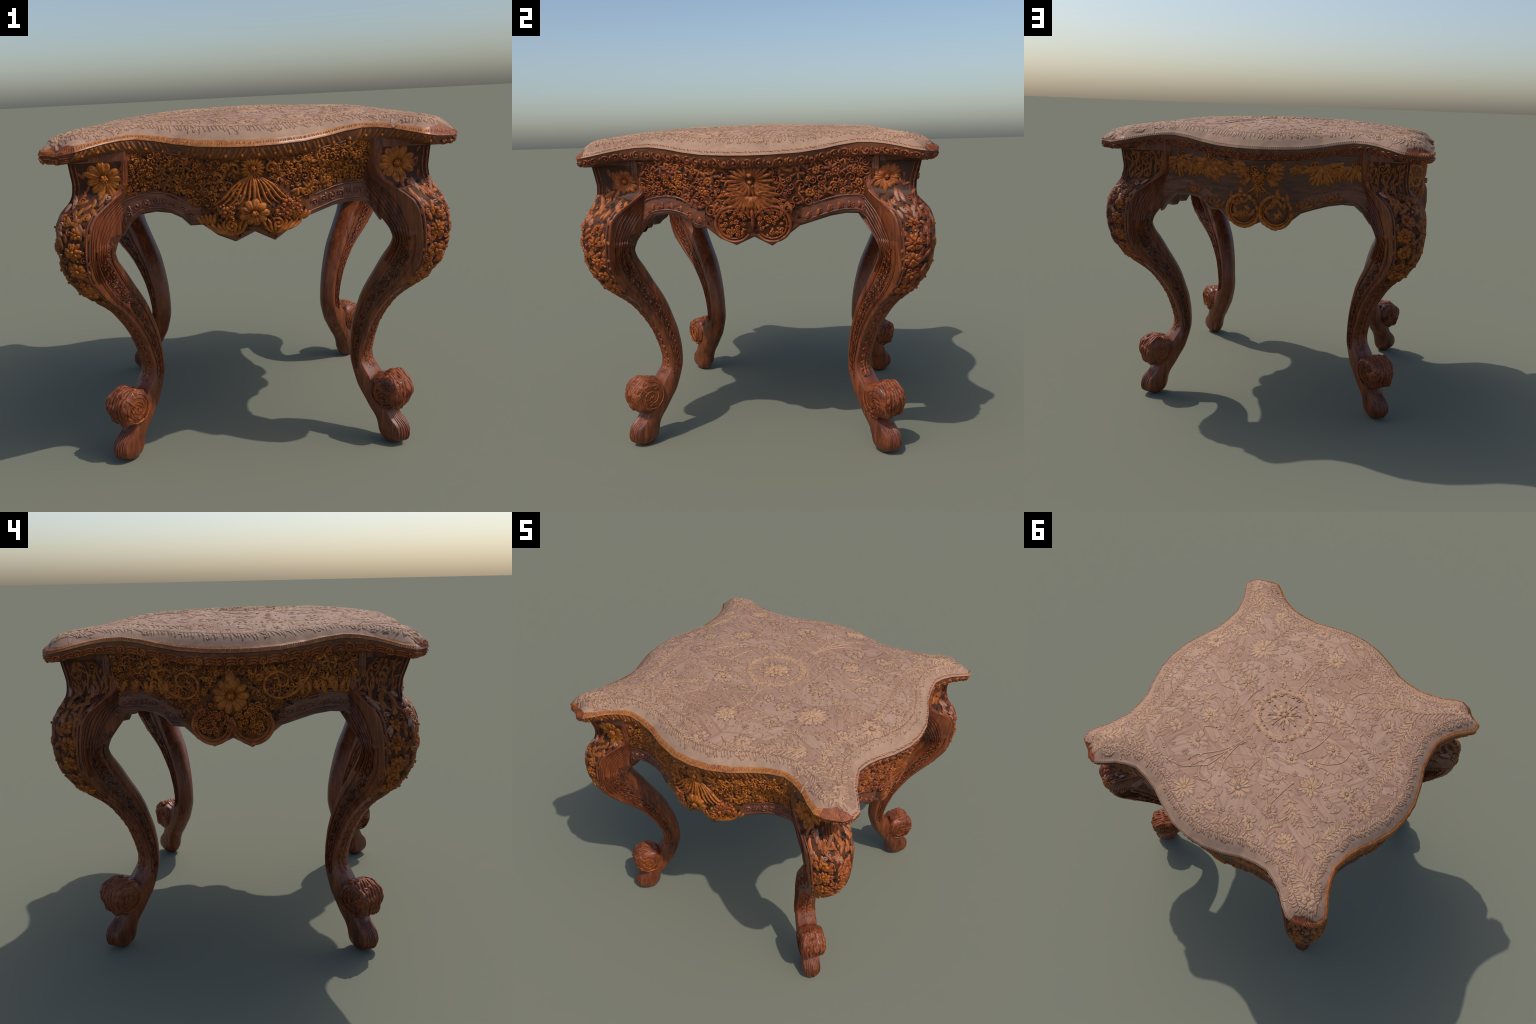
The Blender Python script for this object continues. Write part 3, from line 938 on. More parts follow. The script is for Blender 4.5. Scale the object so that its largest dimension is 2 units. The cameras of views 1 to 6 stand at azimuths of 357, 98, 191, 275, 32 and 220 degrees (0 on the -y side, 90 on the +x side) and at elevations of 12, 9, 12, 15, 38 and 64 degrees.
def filigree(k, mat, mat2, seed, skip, dens, names, size=(.0012, .030)):
    """dense pierced scrollwork filling the panel"""
    A, B = Relief(apron_surf(k)), Relief(apron_surf(k))
    rs = random.Random(seed)
    pl = []
    tries = 0
    while tries < dens:
        tries += 1
        u_, z_ = rs.uniform(-.6, .6), rs.uniform(1.25, 1.63)
        if not in_panel(u_, z_) or any((u_ - a) ** 2 + (z_ - b) ** 2 < c * c for a, b, c in skip):
            continue
        r = rs.uniform(*size)
        if any((u_ - a) ** 2 + (z_ - b) ** 2 < ((c + r) * .60) ** 2 for a, b, c in pl):
            continue
        pl.append((u_, z_, r))
        R = A if rs.random() < .6 else B
        m = rs.random()
        a = rs.uniform(0, 6.28)
        if m < .45:
            R.spiral((u_, z_), r, a, rs.uniform(.9, 1.5), .0042, .009, rs.choice((-1, 1)), n=12)
        elif m < .8:
            for q in (-1, 0, 1):
                R.leaf((u_ - r * .6 * math.cos(a), z_ - r * .6 * math.sin(a)), a + q * .75, r * 1.7, r * .3, .009, curl=q * .8)
        else:
            R.flower((u_, z_), r * .95, 5, h=.008, a0=a, inner=.3, groove=.15, centre=False, rs=rs)
            R.dome((u_, z_), r * .3, .011, seg=6)
    rot = Matrix.Rotation(k * math.pi / 2, 4, "Z")
    A.build(names, mat, aprons[k], kind="stuff", matrix=rot)
    B.build(names, mat2, aprons[k], kind="stuff", matrix=rot)


def rail_scrolls(k, mat, seed, off=.044, size=.023, u0=.30, u1=.62):
    R = Relief(apron_surf(k))
    rs = random.Random(seed)
    for s in (-1, 1):
        x = u0
        i = 0
        while x < u1:
            R.spiral((s * x, low(s * x) + off), size * rs.uniform(.8, 1.1), rs.uniform(0, 6.28), 1.1, .0055, .009, 1 if i % 2 else -1, n=12)
            R.leaf((s * (x + size), low(s * (x + size)) + off - size * .8), rs.uniform(.9, 2.2), size * 2.2, .008, .009, curl=rs.uniform(-.8, .8))
            x += size * 1.9
            i += 1
    R.build("rail_scrolls", mat, aprons[k], kind="stuff", matrix=Matrix.Rotation(k * math.pi / 2, 4, "Z"))


def one(k, name, mat, draw):
    R = Relief(apron_surf(k))
    draw(R)
    return R.build(name, M[mat], aprons[k], matrix=Matrix.Rotation(k * math.pi / 2, 4, "Z"))


def ellipse(c, rx, rz, a0=0, a1=2 * math.pi, n=16):
    return [(c[0] + rx * math.cos(a), c[1] + rz * math.sin(a)) for a in np.linspace(a0, a1, n)]


# ---- front (-y): dense filigree, bow flower with ribbons, daisy over two leafy lobes
k = 3
rails(k, M["rail"])
filigree(k, M["gold"], M["gold_b"], 11, [(0, 1.53, .085), (0, 1.45, .06), (0, 1.33, .10), (.13, 1.4, .06), (-.13, 1.4, .05)], 9000, "panel_filigree")
rail_scrolls(k, M["rail"], 21)
one(k, "bow_flower", "gold", lambda R: (R.flower((0, 1.54), .062, 18, h=.014, inner=.24, groove=.2, irregular=.05),
                                        [R.spiral((s * .085, 1.535), .034, 1.57 - s * 1.57, .9, .008, .012, s) for s in (-1, 1)]))


def ribbons(R):
    for s in (-1, 1):
        for q in range(5):
            x = s * (.02 + .026 * q)
            R.stroke([(s * .006 * (q + 1), 1.50), (x * .75, 1.455), (x * 1.15, 1.40), (x * 1.5 + s * .01, 1.365)], .0085, .013, n=14)
    R.stroke([(0, 1.50), (.004, 1.43), (0, 1.37)], .011, .014, n=10)


one(k, "ribbon_drape", "gold", ribbons)
one(k, "carved_daisy", "gold", lambda R: R.flower((0, 1.325), .082, 9, h=.018, inner=.2, irregular=.12))


def lobes_front(R):
    rs = random.Random(4)
    for s in (-1, 1):
        for q in range(8):
            R.stroke([(s * (.03 + .028 * q), 1.30 - .012 * (q % 3)), (s * (.045 + .026 * q), 1.265), (s * (.06 + .018 * q), 1.235), (s * (.09 + .004 * q), 1.212)], .0095, .012, n=12)
        R.spiral((s * .105, 1.262), .030, 2.2, 1.2, .008, .016, -s)
        for q in range(5):
            R.leaf((s * (.19 + .012 * q), 1.27), 1.57 - s * (.2 + .2 * q), .06, .010, .012, curl=s * .5)


one(k, "lobe_leaves", "gold", lobes_front)


def blossoms_front(R):
    rs = random.Random(8)
    for s, c in ((1, (.16, 1.36)), (-1, (-.135, 1.335)), (1, (.20, 1.335)), (1, (.15, 1.315))):
        R.flower(c, .035, 6, h=.016, inner=.25, a0=rs.random(), rs=rs)
        for q in range(5):
            a = rs.uniform(0, 6.28)
            R.dome((c[0] + .035 * math.cos(a), c[1] + .035 * math.sin(a)), .010, .015, ry=.007, ang=a)


one(k, "carved_blossom", "amber", blossoms_front)

# ---- right (+x): rust foliage, radiating crown, palmette, two pierced lobes
k = 0
rails(k, M["rail"])
filigree(k, M["rust"], M["amber"], 12, [(0, 1.52, .12), (0, 1.42, .14), (0, 1.3, .17)], 5200, "panel_foliage", (.016, .032))


def crown(R):
    for q in range(22):
        a = q / 22 * 2 * math.pi
        R.leaf((.0 + .02 * math.cos(a), 1.515 + .018 * math.sin(a)), a, .06 + .055 * abs(math.cos(a)), .011, .013, curl=.15 * math.sin(3 * a))
    R.dome((0, 1.545), .016, .022)
    R.dome((0, 1.51), .013, .022)
    R.dome((.012, 1.49), .009, .022)


one(k, "radiating_crown", "amber", crown)


def palmette(R):
    for s in (-1, 1):
        for row, (n, L, w, h) in enumerate(((8, .125, .018, .012), (7, .09, .016, .019))):
            for q in range(n):
                a = -1.57 + s * (.25 + .28 * q)
                R.leaf((s * .012, 1.455 - row * .01), a, L + .045 * math.sin(q / 6 * 3.1), w, h, curl=-s * .35, lobes=3)
        R.leaf((s * .15, 1.40), -1.2 if s > 0 else -1.94, .09, .013, .014, curl=-s * .9)
        R.leaf((s * .17, 1.41), -.5 if s > 0 else -2.6, .085, .012, .012, curl=-s * 1.2)
    R.petal((0, 1.44), -1.57, 0, .075, .022, .024, .25)


one(k, "palmette", "amber", palmette)
for s in (-1, 1):
    def rimlobe(R, s=s):
        c = (s * .100, 1.290)
        R.stroke(ellipse(c, .095, .092, 1.57 + s * 1.2, 1.57 + s * (1.2 - 5.3), 14), .011, .015, n=36, taper=(.5, .5))
        R.stroke(ellipse(c, .077, .075, 1.57 + s * 1.2, 1.57 + s * (1.2 - 5.2), 14), .006, .012, n=30, taper=(.5, .5))
    one(k, "lobe_rim", "rust", rimlobe)

    def inl(R, s=s):
        rs = random.Random(40 + s)
        pl = []
        for t in range(400):
            a, r = rs.uniform(0, 6.28), .072 * math.sqrt(rs.random())
            c = (s * .100 + r * math.cos(a), 1.30 + r * math.sin(a))
            if any((c[0] - p[0]) ** 2 + (c[1] - p[1]) ** 2 < .020 ** 2 for p in pl):
                continue
            pl.append(c)
            if rs.random() < .6:
                R.flower(c, rs.uniform(.011, .017), 5, h=.012, a0=a, inner=.3, groove=.1, centre=False, rs=rs)
                R.dome(c, .0045, .016, seg=6)
            else:
                R.leaf(c, a, .026, .007, .012, curl=rs.uniform(-1, 1))
    one(k, "lobe_blossoms", "amber", inl)


def stemx(R):
    R.stroke([(0, 1.38), (.004, 1.32), (0, 1.25)], .013, .018, n=12)
    for s in (-1, 1):
        for q in range(6):
            x = .27 + .055 * q
            R.leaf((s * x, low(s * x) + .015), 1.57 - s * (.9 - .1 * q), .045, .010, .012, curl=s * .8)
            R.spiral((s * (x + .025), low(s * (x + .025)) + .03), .014, 1., 1., .0045, .009, s, n=10)


one(k, "arch_sprigs", "rust", stemx)

# ---- back (+y): gold leaf fans on plain brown wood
k = 1
rails(k, M["rail"])


def fan(R, c, r, seed, dir_=-1.57, spread=1.45, n=8):
    rs = random.Random(seed)
    for q in range(n):
        a = dir_ + spread * (q / (n - 1) - .5) * 2
        L = r * rs.uniform(.8, 1.1)
        R.leaf(c, a, L, r * .125, .012, curl=rs.uniform(-.4, .4), lobes=3)
        tip = (c[0] + L * .8 * math.cos(a), c[1] + L * .8 * math.sin(a))
        for d in (-.6, .6):
            R.leaf((c[0] + L * .5 * math.cos(a), c[1] + L * .5 * math.sin(a)), a + d, L * .42, r * .07, .012, curl=-d)
    for q in range(5):
        a = rs.uniform(0, 6.28)
        R.spiral((c[0] + r * .3 * math.cos(a), c[1] + r * .2 * math.sin(a)), r * .2, a, 1.2, .0045, .013, rs.choice((-1, 1)), n=12)


for c, r, sd, dr in (((.535, 1.56), .105, 1, -1.57), ((.36, 1.56), .13, 2, -1.5), ((-.32, 1.56), .135, 3, -1.7), ((-.52, 1.565), .12, 4, -1.4), ((-.21, 1.55), .08, 6, -1.9), ((.22, 1.55), .06, 7, -1.2), ((.45, 1.54), .08, 8, -1.6), ((-.42, 1.54), .09, 9, -1.6)):
    one(k, "leaf_fan", "gold", lambda R: fan(R, c, r, sd, dr))


def rose(R):
    R.flower((0, 1.48), .045, 9, h=.016, inner=.2, double=True)
    R.spiral((0, 1.48), .022, 0, 1.6, .005, .026)
    for s in (-1, 1):
        fan(R, (s * .04, 1.485), .10, 20 + s, -1.57 + s * 1.25, .55, 5)
        fan(R, (s * .05, 1.51), .13, 30 + s, 1.57 - s * 1.15, .3, 4)
        R.stroke([(s * .01, 1.44), (s * .03, 1.41), (s * .07, 1.385)], .008, .013, n=8)
    fan(R, (0, 1.44), .08, 44, -1.57, .4, 3)


one(k, "carved_rose", "gold", rose)
for s in (-1, 1):
    def scr(R, s=s):
        c = (s * .10, 1.283)
        rs = random.Random(60 + s)
        one(k, "lobe_recess", "brown_ground", lambda Q: Q.pad(c, .074, .003))
        R.stroke(ellipse(c, .094, .090, 1.2, 1.2 + 5.9, 14), .013, .020, n=36)
        R.stroke(ellipse(c, .075, .070, 1.4, 1.4 + 5.2, 14), .005, .011, n=30)
        for q in range(16):
            a = q / 16 * 6.28
            R.leaf((c[0] + .088 * math.cos(a), c[1] + .084 * math.sin(a)), a + 1.2, .045, .012, .020, curl=.8)
        for q in range(18):
            a = rs.uniform(0, 6.28)
            R.leaf((c[0] + .05 * math.cos(a), c[1] + .04 * math.sin(a)), rs.uniform(.5, 2.6), .055, .012, .016, curl=rs.uniform(-1, 1))
        R.leaf((c[0] + s * .02, c[1] + .07), 1.57 + s * .6, .07, .018, .013, curl=-s * .9, lobes=3)
        R.leaf((c[0] + s * .06, c[1] + .05), 1.57 - s * .5, .06, .015, .013, curl=s * .7, lobes=3)
    one(k, "lobe_wreath", "gold", scr)


def sprigs(R):
    for s in (-1, 1):
        for x in (.24, .27, .32, .40, .44):
            for d in (-.6, 0, .6):
                R.leaf((s * x, low(s * x) + .012), 1.57 + d - s * .3, .06, .013, .013, curl=d)


one(k, "arch_sprigs", "gold_b", sprigs)

# ---- left (-x): gold scroll foliage, large daisy, two rimmed lobes
k = 2
rails(k, M["rail"])
filigree(k, M["gold"], M["gold_b"], 14, [(0, 1.44, .105), (0, 1.3, .19)], 9000, "panel_foliage", (.012, .030))
for s in (-1, 1):
    def bigscroll(R, s=s):
        R.stroke([(s * .40, 1.575), (s * .36, 1.50), (s * .30, 1.435), (s * .22, 1.415), (s * .165, 1.45), (s * .165, 1.51), (s * .22, 1.545), (s * .27, 1.52), (s * .26, 1.475), (s * .22, 1.475)], .0095, .014, n=40, taper=(.5, .5))
        rs = random.Random(80 + s)
        for q in range(9):
            x = s * (.33 + .035 * q)
            R.leaf((x, 1.50), -1.57 + s * rs.uniform(-.2, .6), .075, .016, .012, curl=s * rs.uniform(-.5, .5), lobes=3)
    one(k, "foliage_scroll", "gold", bigscroll)
one(k, "carved_daisy", "gold", lambda R: (R.flower((0, 1.435), .098, 11, h=.022, inner=.2, irregular=.1), R.petal((0, 1.44), 1.57, .0, .12, .03, .02, .3)))
for s in (-1, 1):
    def lobe2(R, s=s):
        c = (s * .100, 1.285)
        R.stroke(ellipse(c, .096, .090, 1.57 - s * .3, 1.57 - s * (.3 + 4.6), 14), .012, .014, n=36, taper=(.5, .5))
        R.stroke(ellipse(c, .076, .070, 1.57 - s * .4, 1.57 - s * (.4 + 4.4), 14), .006, .011, n=30, taper=(.5, .5))
    one(k, "lobe_rim", "amber", lobe2)

    def bl2(R, s=s):
        rs = random.Random(90 + s)
        pl = []
        for t in range(300):
            a, r = rs.uniform(0, 6.28), math.sqrt(rs.random())
            c = (s * (.105 + .085 * r * math.cos(a)), 1.320 + .075 * r * math.sin(a))
            if any((c[0] - p[0]) ** 2 + (c[1] - p[1]) ** 2 < .022 ** 2 for p in pl):
                continue
            pl.append(c)
            R.flower(c, rs.uniform(.012, .019), 5, h=.014, a0=a, inner=.3, groove=.1, centre=False, rs=rs)
            R.dome(c, .005, .018, seg=6)
    one(k, "lobe_blossoms", "gold" if s > 0 else "amber", bl2)
one(k, "tassel", "amber", lambda R: [R.leaf((0, 1.335), -1.57 + q * .3, .09, .012, .014) for q in (-1, 0, 1)])
rail_scrolls(k, M["rail"], 31, off=.04, size=.015, u0=.24)

# ------------------------------------------------------------------ legs
# rows: height, front centre, outer corner (distance along the diagonal), half width at the outer corner,
#       inner corner distance, half width at the inner corner
LEG = [(1.665, 1.225, 1.0, .16, .84, .15), (1.60, 1.21, 1.0, .16, .84, .15), (1.50, 1.19, .995, .158, .84, .14), (1.45, 1.195, 1.01, .152, .85, .13), (1.40, 1.218, 1.095, .145, .865, .12), (1.35, 1.258, 1.172, .138, .90, .125),
       (1.30, 1.282, 1.20, .135, .945, .12), (1.25, 1.290, 1.208, .132, .99, .115), (1.20, 1.293, 1.212, .128, 1.028, .105), (1.15, 1.288, 1.212, .122, 1.042, .094), (1.10, 1.275, 1.208, .115, 1.02, .084),
       (1.05, 1.258, 1.196, .108, .98, .07), (1.0, 1.218, 1.168, .098, .948, .07), (.95, 1.176, 1.13, .087, .918, .07), (.90, 1.112, 1.083, .078, .885, .07), (.85, 1.04, 1.022, .072, .855, .07), (.80, .985, .975, .066, .83, .068),
       (.72, .925, .915, .062, .80, .065), (.65, .884, .874, .058, .775, .06), (.56, .85, .84, .056, .758, .058), (.48, .828, .818, .057, .753, .058), (.43, .836, .822, .058, .757, .06), (.39, .872, .852, .06, .768, .06), (.36, .895, .875, .062, .778, .06),
       (.30, .92, .905, .062, .80, .06), (.25, .945, .935, .06, .835, .06), (.19, .985, .975, .058, .875, .06), (.15, 1.018, .995, .055, .905, .056), (.11, 1.066, 1.04, .054, .922, .054),
       (.06, 1.08, 1.05, .054, .93, .054), (.03, 1.07, 1.038, .047, .94, .046), (.012, 1.038, 1.012, .036, .955, .036), (.0, 1.005, .995, .02, .975, .02)]
LEG = np.array(LEG)[::-1]
ZQ = np.linspace(0, 1.665, 260)
LQ = np.stack([smooth1(np.interp(ZQ, LEG[:, 0], LEG[:, i]), 7) for i in range(1, 6)], 1)
LQ[0], LQ[-1] = LEG[0, 1:], LEG[-1, 1:]


def leg_row(z):
    return [np.interp(z, ZQ, LQ[:, i]) for i in range(5)]


def leg_front(s, z, rf, ro):
    """front curve across the leg: hollow on both sides of the post at the neck, full at the knee"""
    k = np.clip((z - 1.38) / .07, 0, 1)
    return k * (ro + (rf - ro) * (1 - s) ** 1.15) + (1 - k) * (rf + (ro - rf) * s ** 1.25)


def leg_section(q, z):
    """q 0..1 front centre to outer corner, 1..2 along the side, 2..3 inner corner to back centre -> (rho, t)"""
    rf, ro, h, ri, hi = leg_row(z)
    q = np.asarray(q, float)
    s = np.clip(q, 0, 1)
    fr, ft = leg_front(s, z, rf, ro), h * s
    s = np.clip(q - 1, 0, 1)
    sr, st = ro + (ri - ro) * s, h + (hi - h) * s + 0.008 * np.sin(np.pi * s) * (z < 1.2)
    s = np.clip(q - 2, 0, 1)
    br, bt = ri - 0.034 * np.sin(s * math.pi / 2), hi * (1 - s)
    rho = np.where(q <= 1, fr, np.where(q <= 2, sr, br))
    t = np.where(q <= 1, ft, np.where(q <= 2, st, bt))
    return rho, t


# foot/knee offsets of each leg in (x, y), legs by sign of x, y
LEGS = [("front right", 1, -1, (.010, .003), (.012, .008)), ("back right", 1, 1, (.009, -.009), (.019, -.022)), ("back left", -1, 1, (-.054, -.022), (-.020, -.018)), ("front left", -1, -1, (-.026, .032), (-.016, .040))]
QS = np.concatenate([np.linspace(0, .9, 9), [.96, 1.0, 1.04], np.linspace(1.1, 1.9, 9), [1.96, 2.0, 2.05], np.linspace(2.2, 3, 5)])
ZS = np.unique(np.concatenate([np.linspace(0, 1.665, 110), LEG[:, 0]]))


def leg_frame(sx, sy, off_f, off_k, twist=0.0):
    R = np.array([sx, sy, 0]) / S2
    T = np.array([-sy, sx, 0]) / S2

    def place(rho, t, z):
        k = np.clip(z / 1.2, 0, 1) * np.clip((1.62 - z) / .25, 0, 1) if False else np.clip(z / 1.2, 0, 1)
        fade = np.clip((1.60 - z) / .2, 0, 1)
        ox = (off_f[0] + (off_k[0] - off_f[0]) * k) * fade
        oy = (off_f[1] + (off_k[1] - off_f[1]) * k) * fade
        tw = math.radians(twist) * np.clip((z - .55) / .4, 0, 1) * fade
        r0, q0 = np.asarray(rho) - 1.10, np.asarray(t)
        rho, t = 1.10 + r0 * np.cos(tw) - q0 * np.sin(tw), r0 * np.sin(tw) + q0 * np.cos(tw)
        P = np.outer(rho, R) + np.outer(t, T)
        P[:, 0] += ox
        P[:, 1] += oy
        P[:, 2] = z
        return P
    return place


# arc length down the front profile for the knee carving
_zz = np.linspace(.86, 1.60, 200)
_rf = leg_row(_zz)[0]
_arc = np.concatenate([[0], np.cumsum(np.hypot(np.diff(_zz), np.diff(_rf)))])


def z_of_arc(v):
    return np.interp(v, _arc, _zz)


def arc_of_z(z):
    return float(np.interp(z, _zz, _arc))


def across(a, z, m=24):
    """walk the distance a from the front centre across the face at height z -> (share, rho, t)"""
    z = np.asarray(z, float)
    rf, ro, h, ri, hi = (x[:, None] for x in leg_row(z))
    g = np.linspace(0, 1, m)[None]
    R, T = leg_front(g, z[:, None], rf, ro), h * g
    L = np.concatenate([np.zeros((len(z), 1)), np.cumsum(np.hypot(np.diff(R, axis=1), np.diff(T, axis=1)), 1)], 1)
    i = np.clip((L <= np.asarray(a)[:, None]).sum(1) - 1, 0, m - 2)
    r = np.arange(len(z))
    f = np.clip((a - L[r, i]) / np.maximum(L[r, i + 1] - L[r, i], 1e-9), 0, 1)
    lerp = lambda X: X[r, i] + (X[r, i + 1] - X[r, i]) * f
    return lerp(np.broadcast_to(g, L.shape)), lerp(R), lerp(T)


def half_arc(z):
    rf, ro, h, ri, hi = leg_row(z)
    g = np.linspace(0, 1, 24)
    return float(np.hypot(np.diff(leg_front(g, z, rf, ro)), np.diff(h * g)).sum())


for li, (nm, sx, sy, of, ok) in enumerate(LEGS):
    place = leg_frame(sx, sy, of, ok, 4.0 if (sx > 0 and sy < 0) else 0.0)
    ang = math.atan2(sy, sx)
    rot = Matrix.Rotation(ang, 4, "Z")
    full = np.concatenate([QS, 6 - QS[-2:0:-1]])       # q mirrored for the other flank
    nq = len(full)
    V = []
    for z in ZS:
        qq = np.where(full <= 3, full, 6 - full)
        r, t = leg_section(qq, z)
        t = np.where(full <= 3, t, -t)
        # soften the arris a little
        V.append(place(r, t, np.full(nq, z)))
    V = np.vstack(V)
    F = grid_faces(nq, len(ZS), close_u=True)
    fm = []
    for j in range(len(ZS) - 1):
        zc = (ZS[j] + ZS[j + 1]) / 2
        for i in range(nq):
            q = (full[i] + (full[(i + 1) % nq] if i < nq - 1 else 6)) / 2
            q = q if q <= 3 else 6 - q
            m = 0
            if q < .93 and .905 < zc < 1.60:
                m = 3 if zc > 1.44 else 1
            elif ((1.25 if zc < 1.1 else 1.62) < q < (1.75 if zc < 1.1 else 1.95) and .40 < zc < 1.24) or (q < .6 and .40 < zc < .9):
                m = 2
            fm.append(m)
    nV = len(V)
    V = np.vstack([V, V[:nq].mean(0)])
    F += [(i, nV, (i + 1) % nq) for i in range(nq)]
    fm += [0] * nq
    leg = mesh_object("leg", V, F, [M["leg"], M["knee_ground"], M["leg_strip"], M["neck_ground"]], table, face_mat=fm, matrix=rot)

    # scroll ball over the foot: a drum lying across the leg, swollen in the middle
    c_r, c_z = .972, .296
    prof = np.array([(.110, .01), (.088, .068), (.02, .112), (-.075, .092), (-.112, .02), (-.082, -.066), (.0, -.108), (.078, -.088)])
    prof = np.vstack([p + (q - p) * f for p, q in zip(prof, np.roll(prof, -1, 0)) for f in (0, .25, .5, .75)])
    pa = np.unwrap(np.arctan2(prof[:, 1], prof[:, 0]))
    pr = np.hypot(prof[:, 0], prof[:, 1]) * .90

    def ball_r(a):
        return np.interp(np.asarray(a) % (2 * math.pi), np.concatenate([pa - 2 * math.pi, pa, pa + 2 * math.pi]), np.tile(pr, 3))
    ts = np.array([-.080, -.0795, -.076, -.062, -.03, 0, .03, .062, .076, .0795, .080])
    tsc = np.array([.0, .50, .84, .96, 1.0, 1.02, 1.0, .96, .84, .50, .0])
    na = 72
    rowsB = []

    def ball_q(t, a):
        """lumpy, twisted scroll"""
        return np.interp(t, ts, tsc) * ball_r(a) * (1 + .035 * np.sin(a * 4 + t * 42 + li) + .028 * np.sin(a * 9 - t * 60) + .02 * np.sin(t * 190 + a * 2))
    for t in np.concatenate([ts[:3], np.linspace(-.066, .066, 25), ts[-3:]]):
        a = np.arange(na) / na * 2 * math.pi
        q = ball_q(t, a)
        rowsB.append(place(c_r + q * np.cos(a), np.full(na, t), c_z + q * np.sin(a)))
    Vb = np.vstack(rowsB)
    foot = mesh_object("foot_scroll", Vb, grid_faces(na, len(rowsB), close_u=True), [M["leg"]], leg, matrix=rot)

    # carved grooves and whorls on the ball: surface by (t, angle*r)
    def ball_surf(u, v, place=place):
        a = v / .115
        r = ball_q(u, a)
        return place(c_r + r * np.cos(a), u, c_z + r * np.sin(a))
    Bt = Relief(ball_surf)
    for q in range(-3, 4):
        t0 = q * .021
        Bt.stroke([(t0 * .7 + .012, .22), (t0, .10), (t0 * 1.1 - .008, 0), (t0, -.08), (t0 * .7 + .006, -.14)], .0085, .007, n=18, cross=5)
        for w in range(3):
            Bt.leaf((t0 + rng.uniform(-.006, .006), .2 - .075 * w), -1.57 + rng.uniform(-.6, .6), .05, .011, .008, curl=rng.uniform(-1, 1))
    Bt.build("foot_reeding", M["rust"], leg, kind="stuff", matrix=rot)
    for sd in (-1, 1):
        def cheek(u, v, sd=sd, place=place):
            rr = np.hypot(u, v)
            tt = np.interp(rr / .098, [0, .50, .84, .96, 1.0], [.080, .0795, .076, .062, .03])
            return place(c_r + sd * u, sd * tt, c_z + v)
        Ck = Relief(lambda u, v, f=cheek: f(u, v))
        Ck.spiral((0, 0), .084, .6 * li, 2.2, .010, .013, sd, n=40)
        rsb = random.Random(li * 7 + sd)
        for q in range(8):
            a = rsb.uniform(0, 6.28)
            r = rsb.uniform(.02, .085)
            Ck.leaf((r * math.cos(a), r * math.sin(a)), a + 1.2, .036, .009, .010, curl=rsb.uniform(.3, 1.2))
        Ck.build("foot_whorl", M["amber"] if sd > 0 else M["rust"], leg, matrix=rot)

    # ---- knee carving, u across, v along the front profile
    def knee_surf(u, v, place=place):
        z = z_of_arc(v)
        s, rho, t = across(np.abs(u), z)
        return place(rho, np.sign(u) * t, z)

    rsk = random.Random(500 + li)
    front_leg = sy < 0
    c1, c2 = ("gold", "amber") if (front_leg or sx < 0) else ("rust", "amber")
    # which flank faces which side: +t / -t
    chain = []
    for sd in (-1, 1):
        # world side this half faces
        T = np.array([-sy, sx]) / S2
        Rr = np.array([sx, sy]) / S2
        nrm = Rr + sd * T * .9
        side = "x" if abs(nrm[0]) > abs(nrm[1]) else "y"
        frontish = (side == "y" and sy < 0)
        rightish = (side == "x" and sx > 0)
        mat = "amber" if rightish else "gold"
        A = lambda z: arc_of_z(z)
        # neck rosette or acanthus on the block face
        Nk = Relief(knee_surf)
        if frontish or rightish:
            rr = .076 if frontish else .058
            Nk.flower((sd * .15, A(1.52)), rr * 1.38, 11 if frontish else 15, h=.014, w=rr * .30, inner=.18, irregular=.2, groove=.6, rs=rsk)
            Nk.build("neck_flower", M["gold" if frontish else "amber"], leg, matrix=rot)
        else:
            for q in range(7):
                x0 = .05 + .030 * q
                w = rsk.uniform(-.012, .012)
                Nk.stroke([(sd * x0, A(1.435)), (sd * (x0 + w), A(1.48)), (sd * (x0 - w), A(1.53)), (sd * x0, A(1.585))], .0062, .010, n=18)
                for r_ in range(5):
                    Nk.leaf((sd * (x0 + rsk.uniform(-.008, .008)), A(1.435 + .032 * r_)), 1.57 + rsk.uniform(-.7, .7), .048, .0095, .011, curl=rsk.uniform(-1, 1))
            Nk.spiral((sd * .15, A(1.565)), .030, 0, 1.3, .007, .016, sd)
            Nk.build("neck_acanthus", M["gold_b"], leg, matrix=rot)
        # chain of flowers down the knee
        for z, r, n in ((1.285, .036, 7), (1.195, .052, 10), (1.10, .048, 9), (1.02, .040, 8), (.955, .052, 11)):
            z += rsk.uniform(-.012, .012)
            r *= rsk.uniform(.88, 1.12)
            Kf = Relief(knee_surf)
            hw = half_arc(z)
            uu = sd * max(.012, min(hw * .5, hw - r * .7)) + rsk.uniform(-.01, .01)
            if z < .98:
                uu = sd * hw * .45
            Kf.flower((uu, A(z)), r, n, h=.012, w=2.0 * r / n * 1.15, groove=.55, a0=rsk.random() * 3, irregular=.28, inner=.17, double=z > 1.15 and z < 1.24, rs=rsk)
            Kf.build("knee_flower", M[mat if rsk.random() < .75 else "amber"], leg, matrix=rot)
            chain.append((uu, A(z), r * .82))
    Ks, Kp = Relief(knee_surf), Relief(knee_surf)
    pl = []
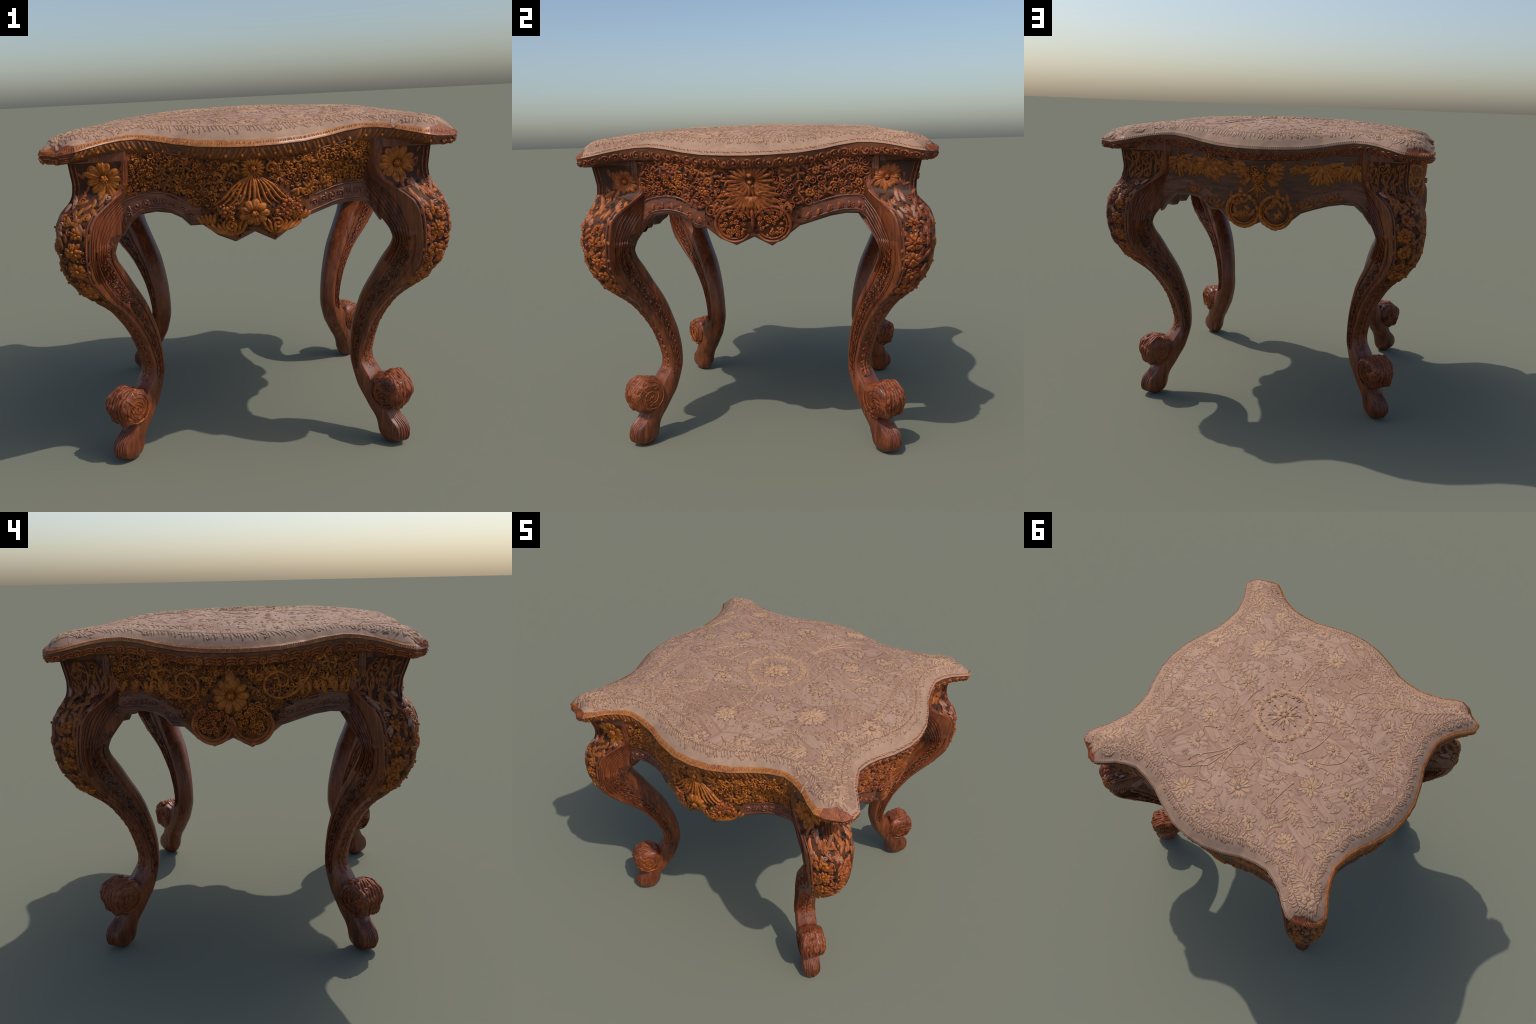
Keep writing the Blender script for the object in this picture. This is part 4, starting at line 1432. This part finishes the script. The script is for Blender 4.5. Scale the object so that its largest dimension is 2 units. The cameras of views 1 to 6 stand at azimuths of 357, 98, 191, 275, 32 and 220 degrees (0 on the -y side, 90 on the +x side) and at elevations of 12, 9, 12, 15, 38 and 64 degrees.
    for tr in range(4500):
        z = rsk.uniform(.915, 1.43)
        hw = half_arc(z) * .84
        uu, vv = rsk.uniform(-hw, hw), arc_of_z(z)
        if any((uu - a) ** 2 + (vv - b) ** 2 < .023 ** 2 for a, b in pl) or any((uu - a) ** 2 + (vv - b) ** 2 < c * c for a, b, c in chain):
            continue
        pl.append((uu, vv))
        R = Kp if (z > 1.26 and rsk.random() < .22) else Ks
        a = rsk.choice((1.57, -1.57)) + rsk.gauss(0, .55)
        m = rsk.random()
        if m < .74:
            R.leaf((uu, vv), a, rsk.uniform(.048, .085), .0125, .0065, curl=rsk.uniform(-1.2, 1.2))
        elif m < .80:
            R.dome((uu, vv), .010, .007, ry=.007, ang=a)
        else:
            R.spiral((uu, vv), .018, a, 1.1, .0048, .007, rsk.choice((-1, 1)), n=10)
    Ks.build("knee_foliage", M["gold_b" if sx < 0 else ("amber" if sy < 0 else "rust")], leg, kind="stuff", matrix=rot)
    Kp.build("knee_buds", M["bloom"], leg, kind="stuff", matrix=rot)
    Nc = Relief(knee_surf)
    for sd in (-1, 1):
        for off, w in ((.012, .006), (.030, .0045), (.275, .006), (.262, .0045)):
            zs = np.linspace(1.64, 1.42, 10)
            Nc.stroke([(sd * min(off, half_arc(z) - .006 if off < .2 else half_arc(z) - (.30 - off) * .5), arc_of_z(min(z, 1.598))) for z in zs], w, .006, n=30, taper=(.8, .5))
        for q in range(16):
            z = rsk.uniform(1.43, 1.58)
            e = rsk.choice((.06, .085, .23, .25))
            Nc.leaf((sd * min(e, half_arc(z) - .02), arc_of_z(z)), rsk.choice((1.57, -1.57)) + rsk.gauss(0, .5), .045, .009, .006, curl=rsk.uniform(-1, 1))
    Nc.build("neck_reeding", M["rust"], leg, kind="stuff", matrix=rot)
    # raised borders along both arrises of the carved panel
    Kb = Relief(knee_surf)
    for sd in (-1, 1):
        zs = np.linspace(1.40, .90, 12)
        Kb.stroke([(sd * .88 * half_arc(z), arc_of_z(z)) for z in zs], .007, .008, n=40, taper=(.6, .4))
    Kb.build("knee_border", M["leg"], leg, matrix=rot)

    # ---- fine carved strips down the sides and front of the shin
    for sd in (-1, 1):
        def side_surf(u, v, sd=sd, place=place):
            q = 1.5 - sd * u / .12
            z = v
            rho, t = leg_section(np.clip(q, 1.0, 2.0), z)
            return place(rho, sd * t, z)
        Rd = Relief(side_surf)
        for off in (.048, .041, .030, .018, .008, -.002, -.012):
            zs = np.linspace(1.60, 1.02, 16)
            Rd.stroke([(off - .004 * math.sin(zz * 9), zz) for zz in zs], .0042 if off != .028 else .0065, .005, n=60, taper=(.8, .4))
        Rd.build("flank_reeding", M["leg"], leg, kind="stuff", matrix=rot)
        St = Relief(side_surf)
        z = 1.16
        i = 0
        while z > .42:
            St.leaf((rsk.uniform(-.004, .004), z), -1.57 + (.8 if i % 2 else -.8), .030, .0065, .0055, curl=-.9 if i % 2 else .9)
            if i % 3 == 0:
                St.spiral((.012 if i % 2 else -.012, z), .010, 0, 1., .0036, .0055, 1, n=9)
            z -= .017
            i += 1
        St.stroke([(.034, zz) for zz in np.linspace(1.18, .42, 12)], .0035, .004, n=40)
        St.stroke([(-.034, zz) for zz in np.linspace(1.18, .42, 12)], .0035, .004, n=40)
        St.build("shin_carving", M["rust"], leg, kind="stuff", matrix=rot)

    # leaf chain down the front of the shin and short reeds on the toe
    def shin_surf(u, v, place=place):
        rho, t = leg_section(np.abs(u) / .06, v)
        return place(rho, np.sign(u) * t, v)
    Sf = Relief(shin_surf)
    z, i = .90, 0
    while z > .43:
        for sd in (-1, 1):
            Sf.leaf((sd * .006, z), -1.57 + sd * rsk.uniform(.5, .9), .034, .008, .006, curl=-sd * .8)
            if i % 2:
                Sf.spiral((sd * .026, z), .010, rsk.uniform(0, 6), 1., .0036, .006, sd, n=9)
        z -= .020
        i += 1
    Sf.build("shin_leaves", M["rust"], leg, kind="stuff", matrix=rot)
    Sf = Relief(shin_surf)
    for q in range(-3, 4):
        Sf.stroke([(q * .011, .165), (q * .013, .11), (q * .0145, .06), (q * .013, .025)], .0055, .005, n=10)
    Sf.build("toe_reeding", M["leg"], leg, kind="stuff", matrix=rot)

bpy.context.view_layer.update()
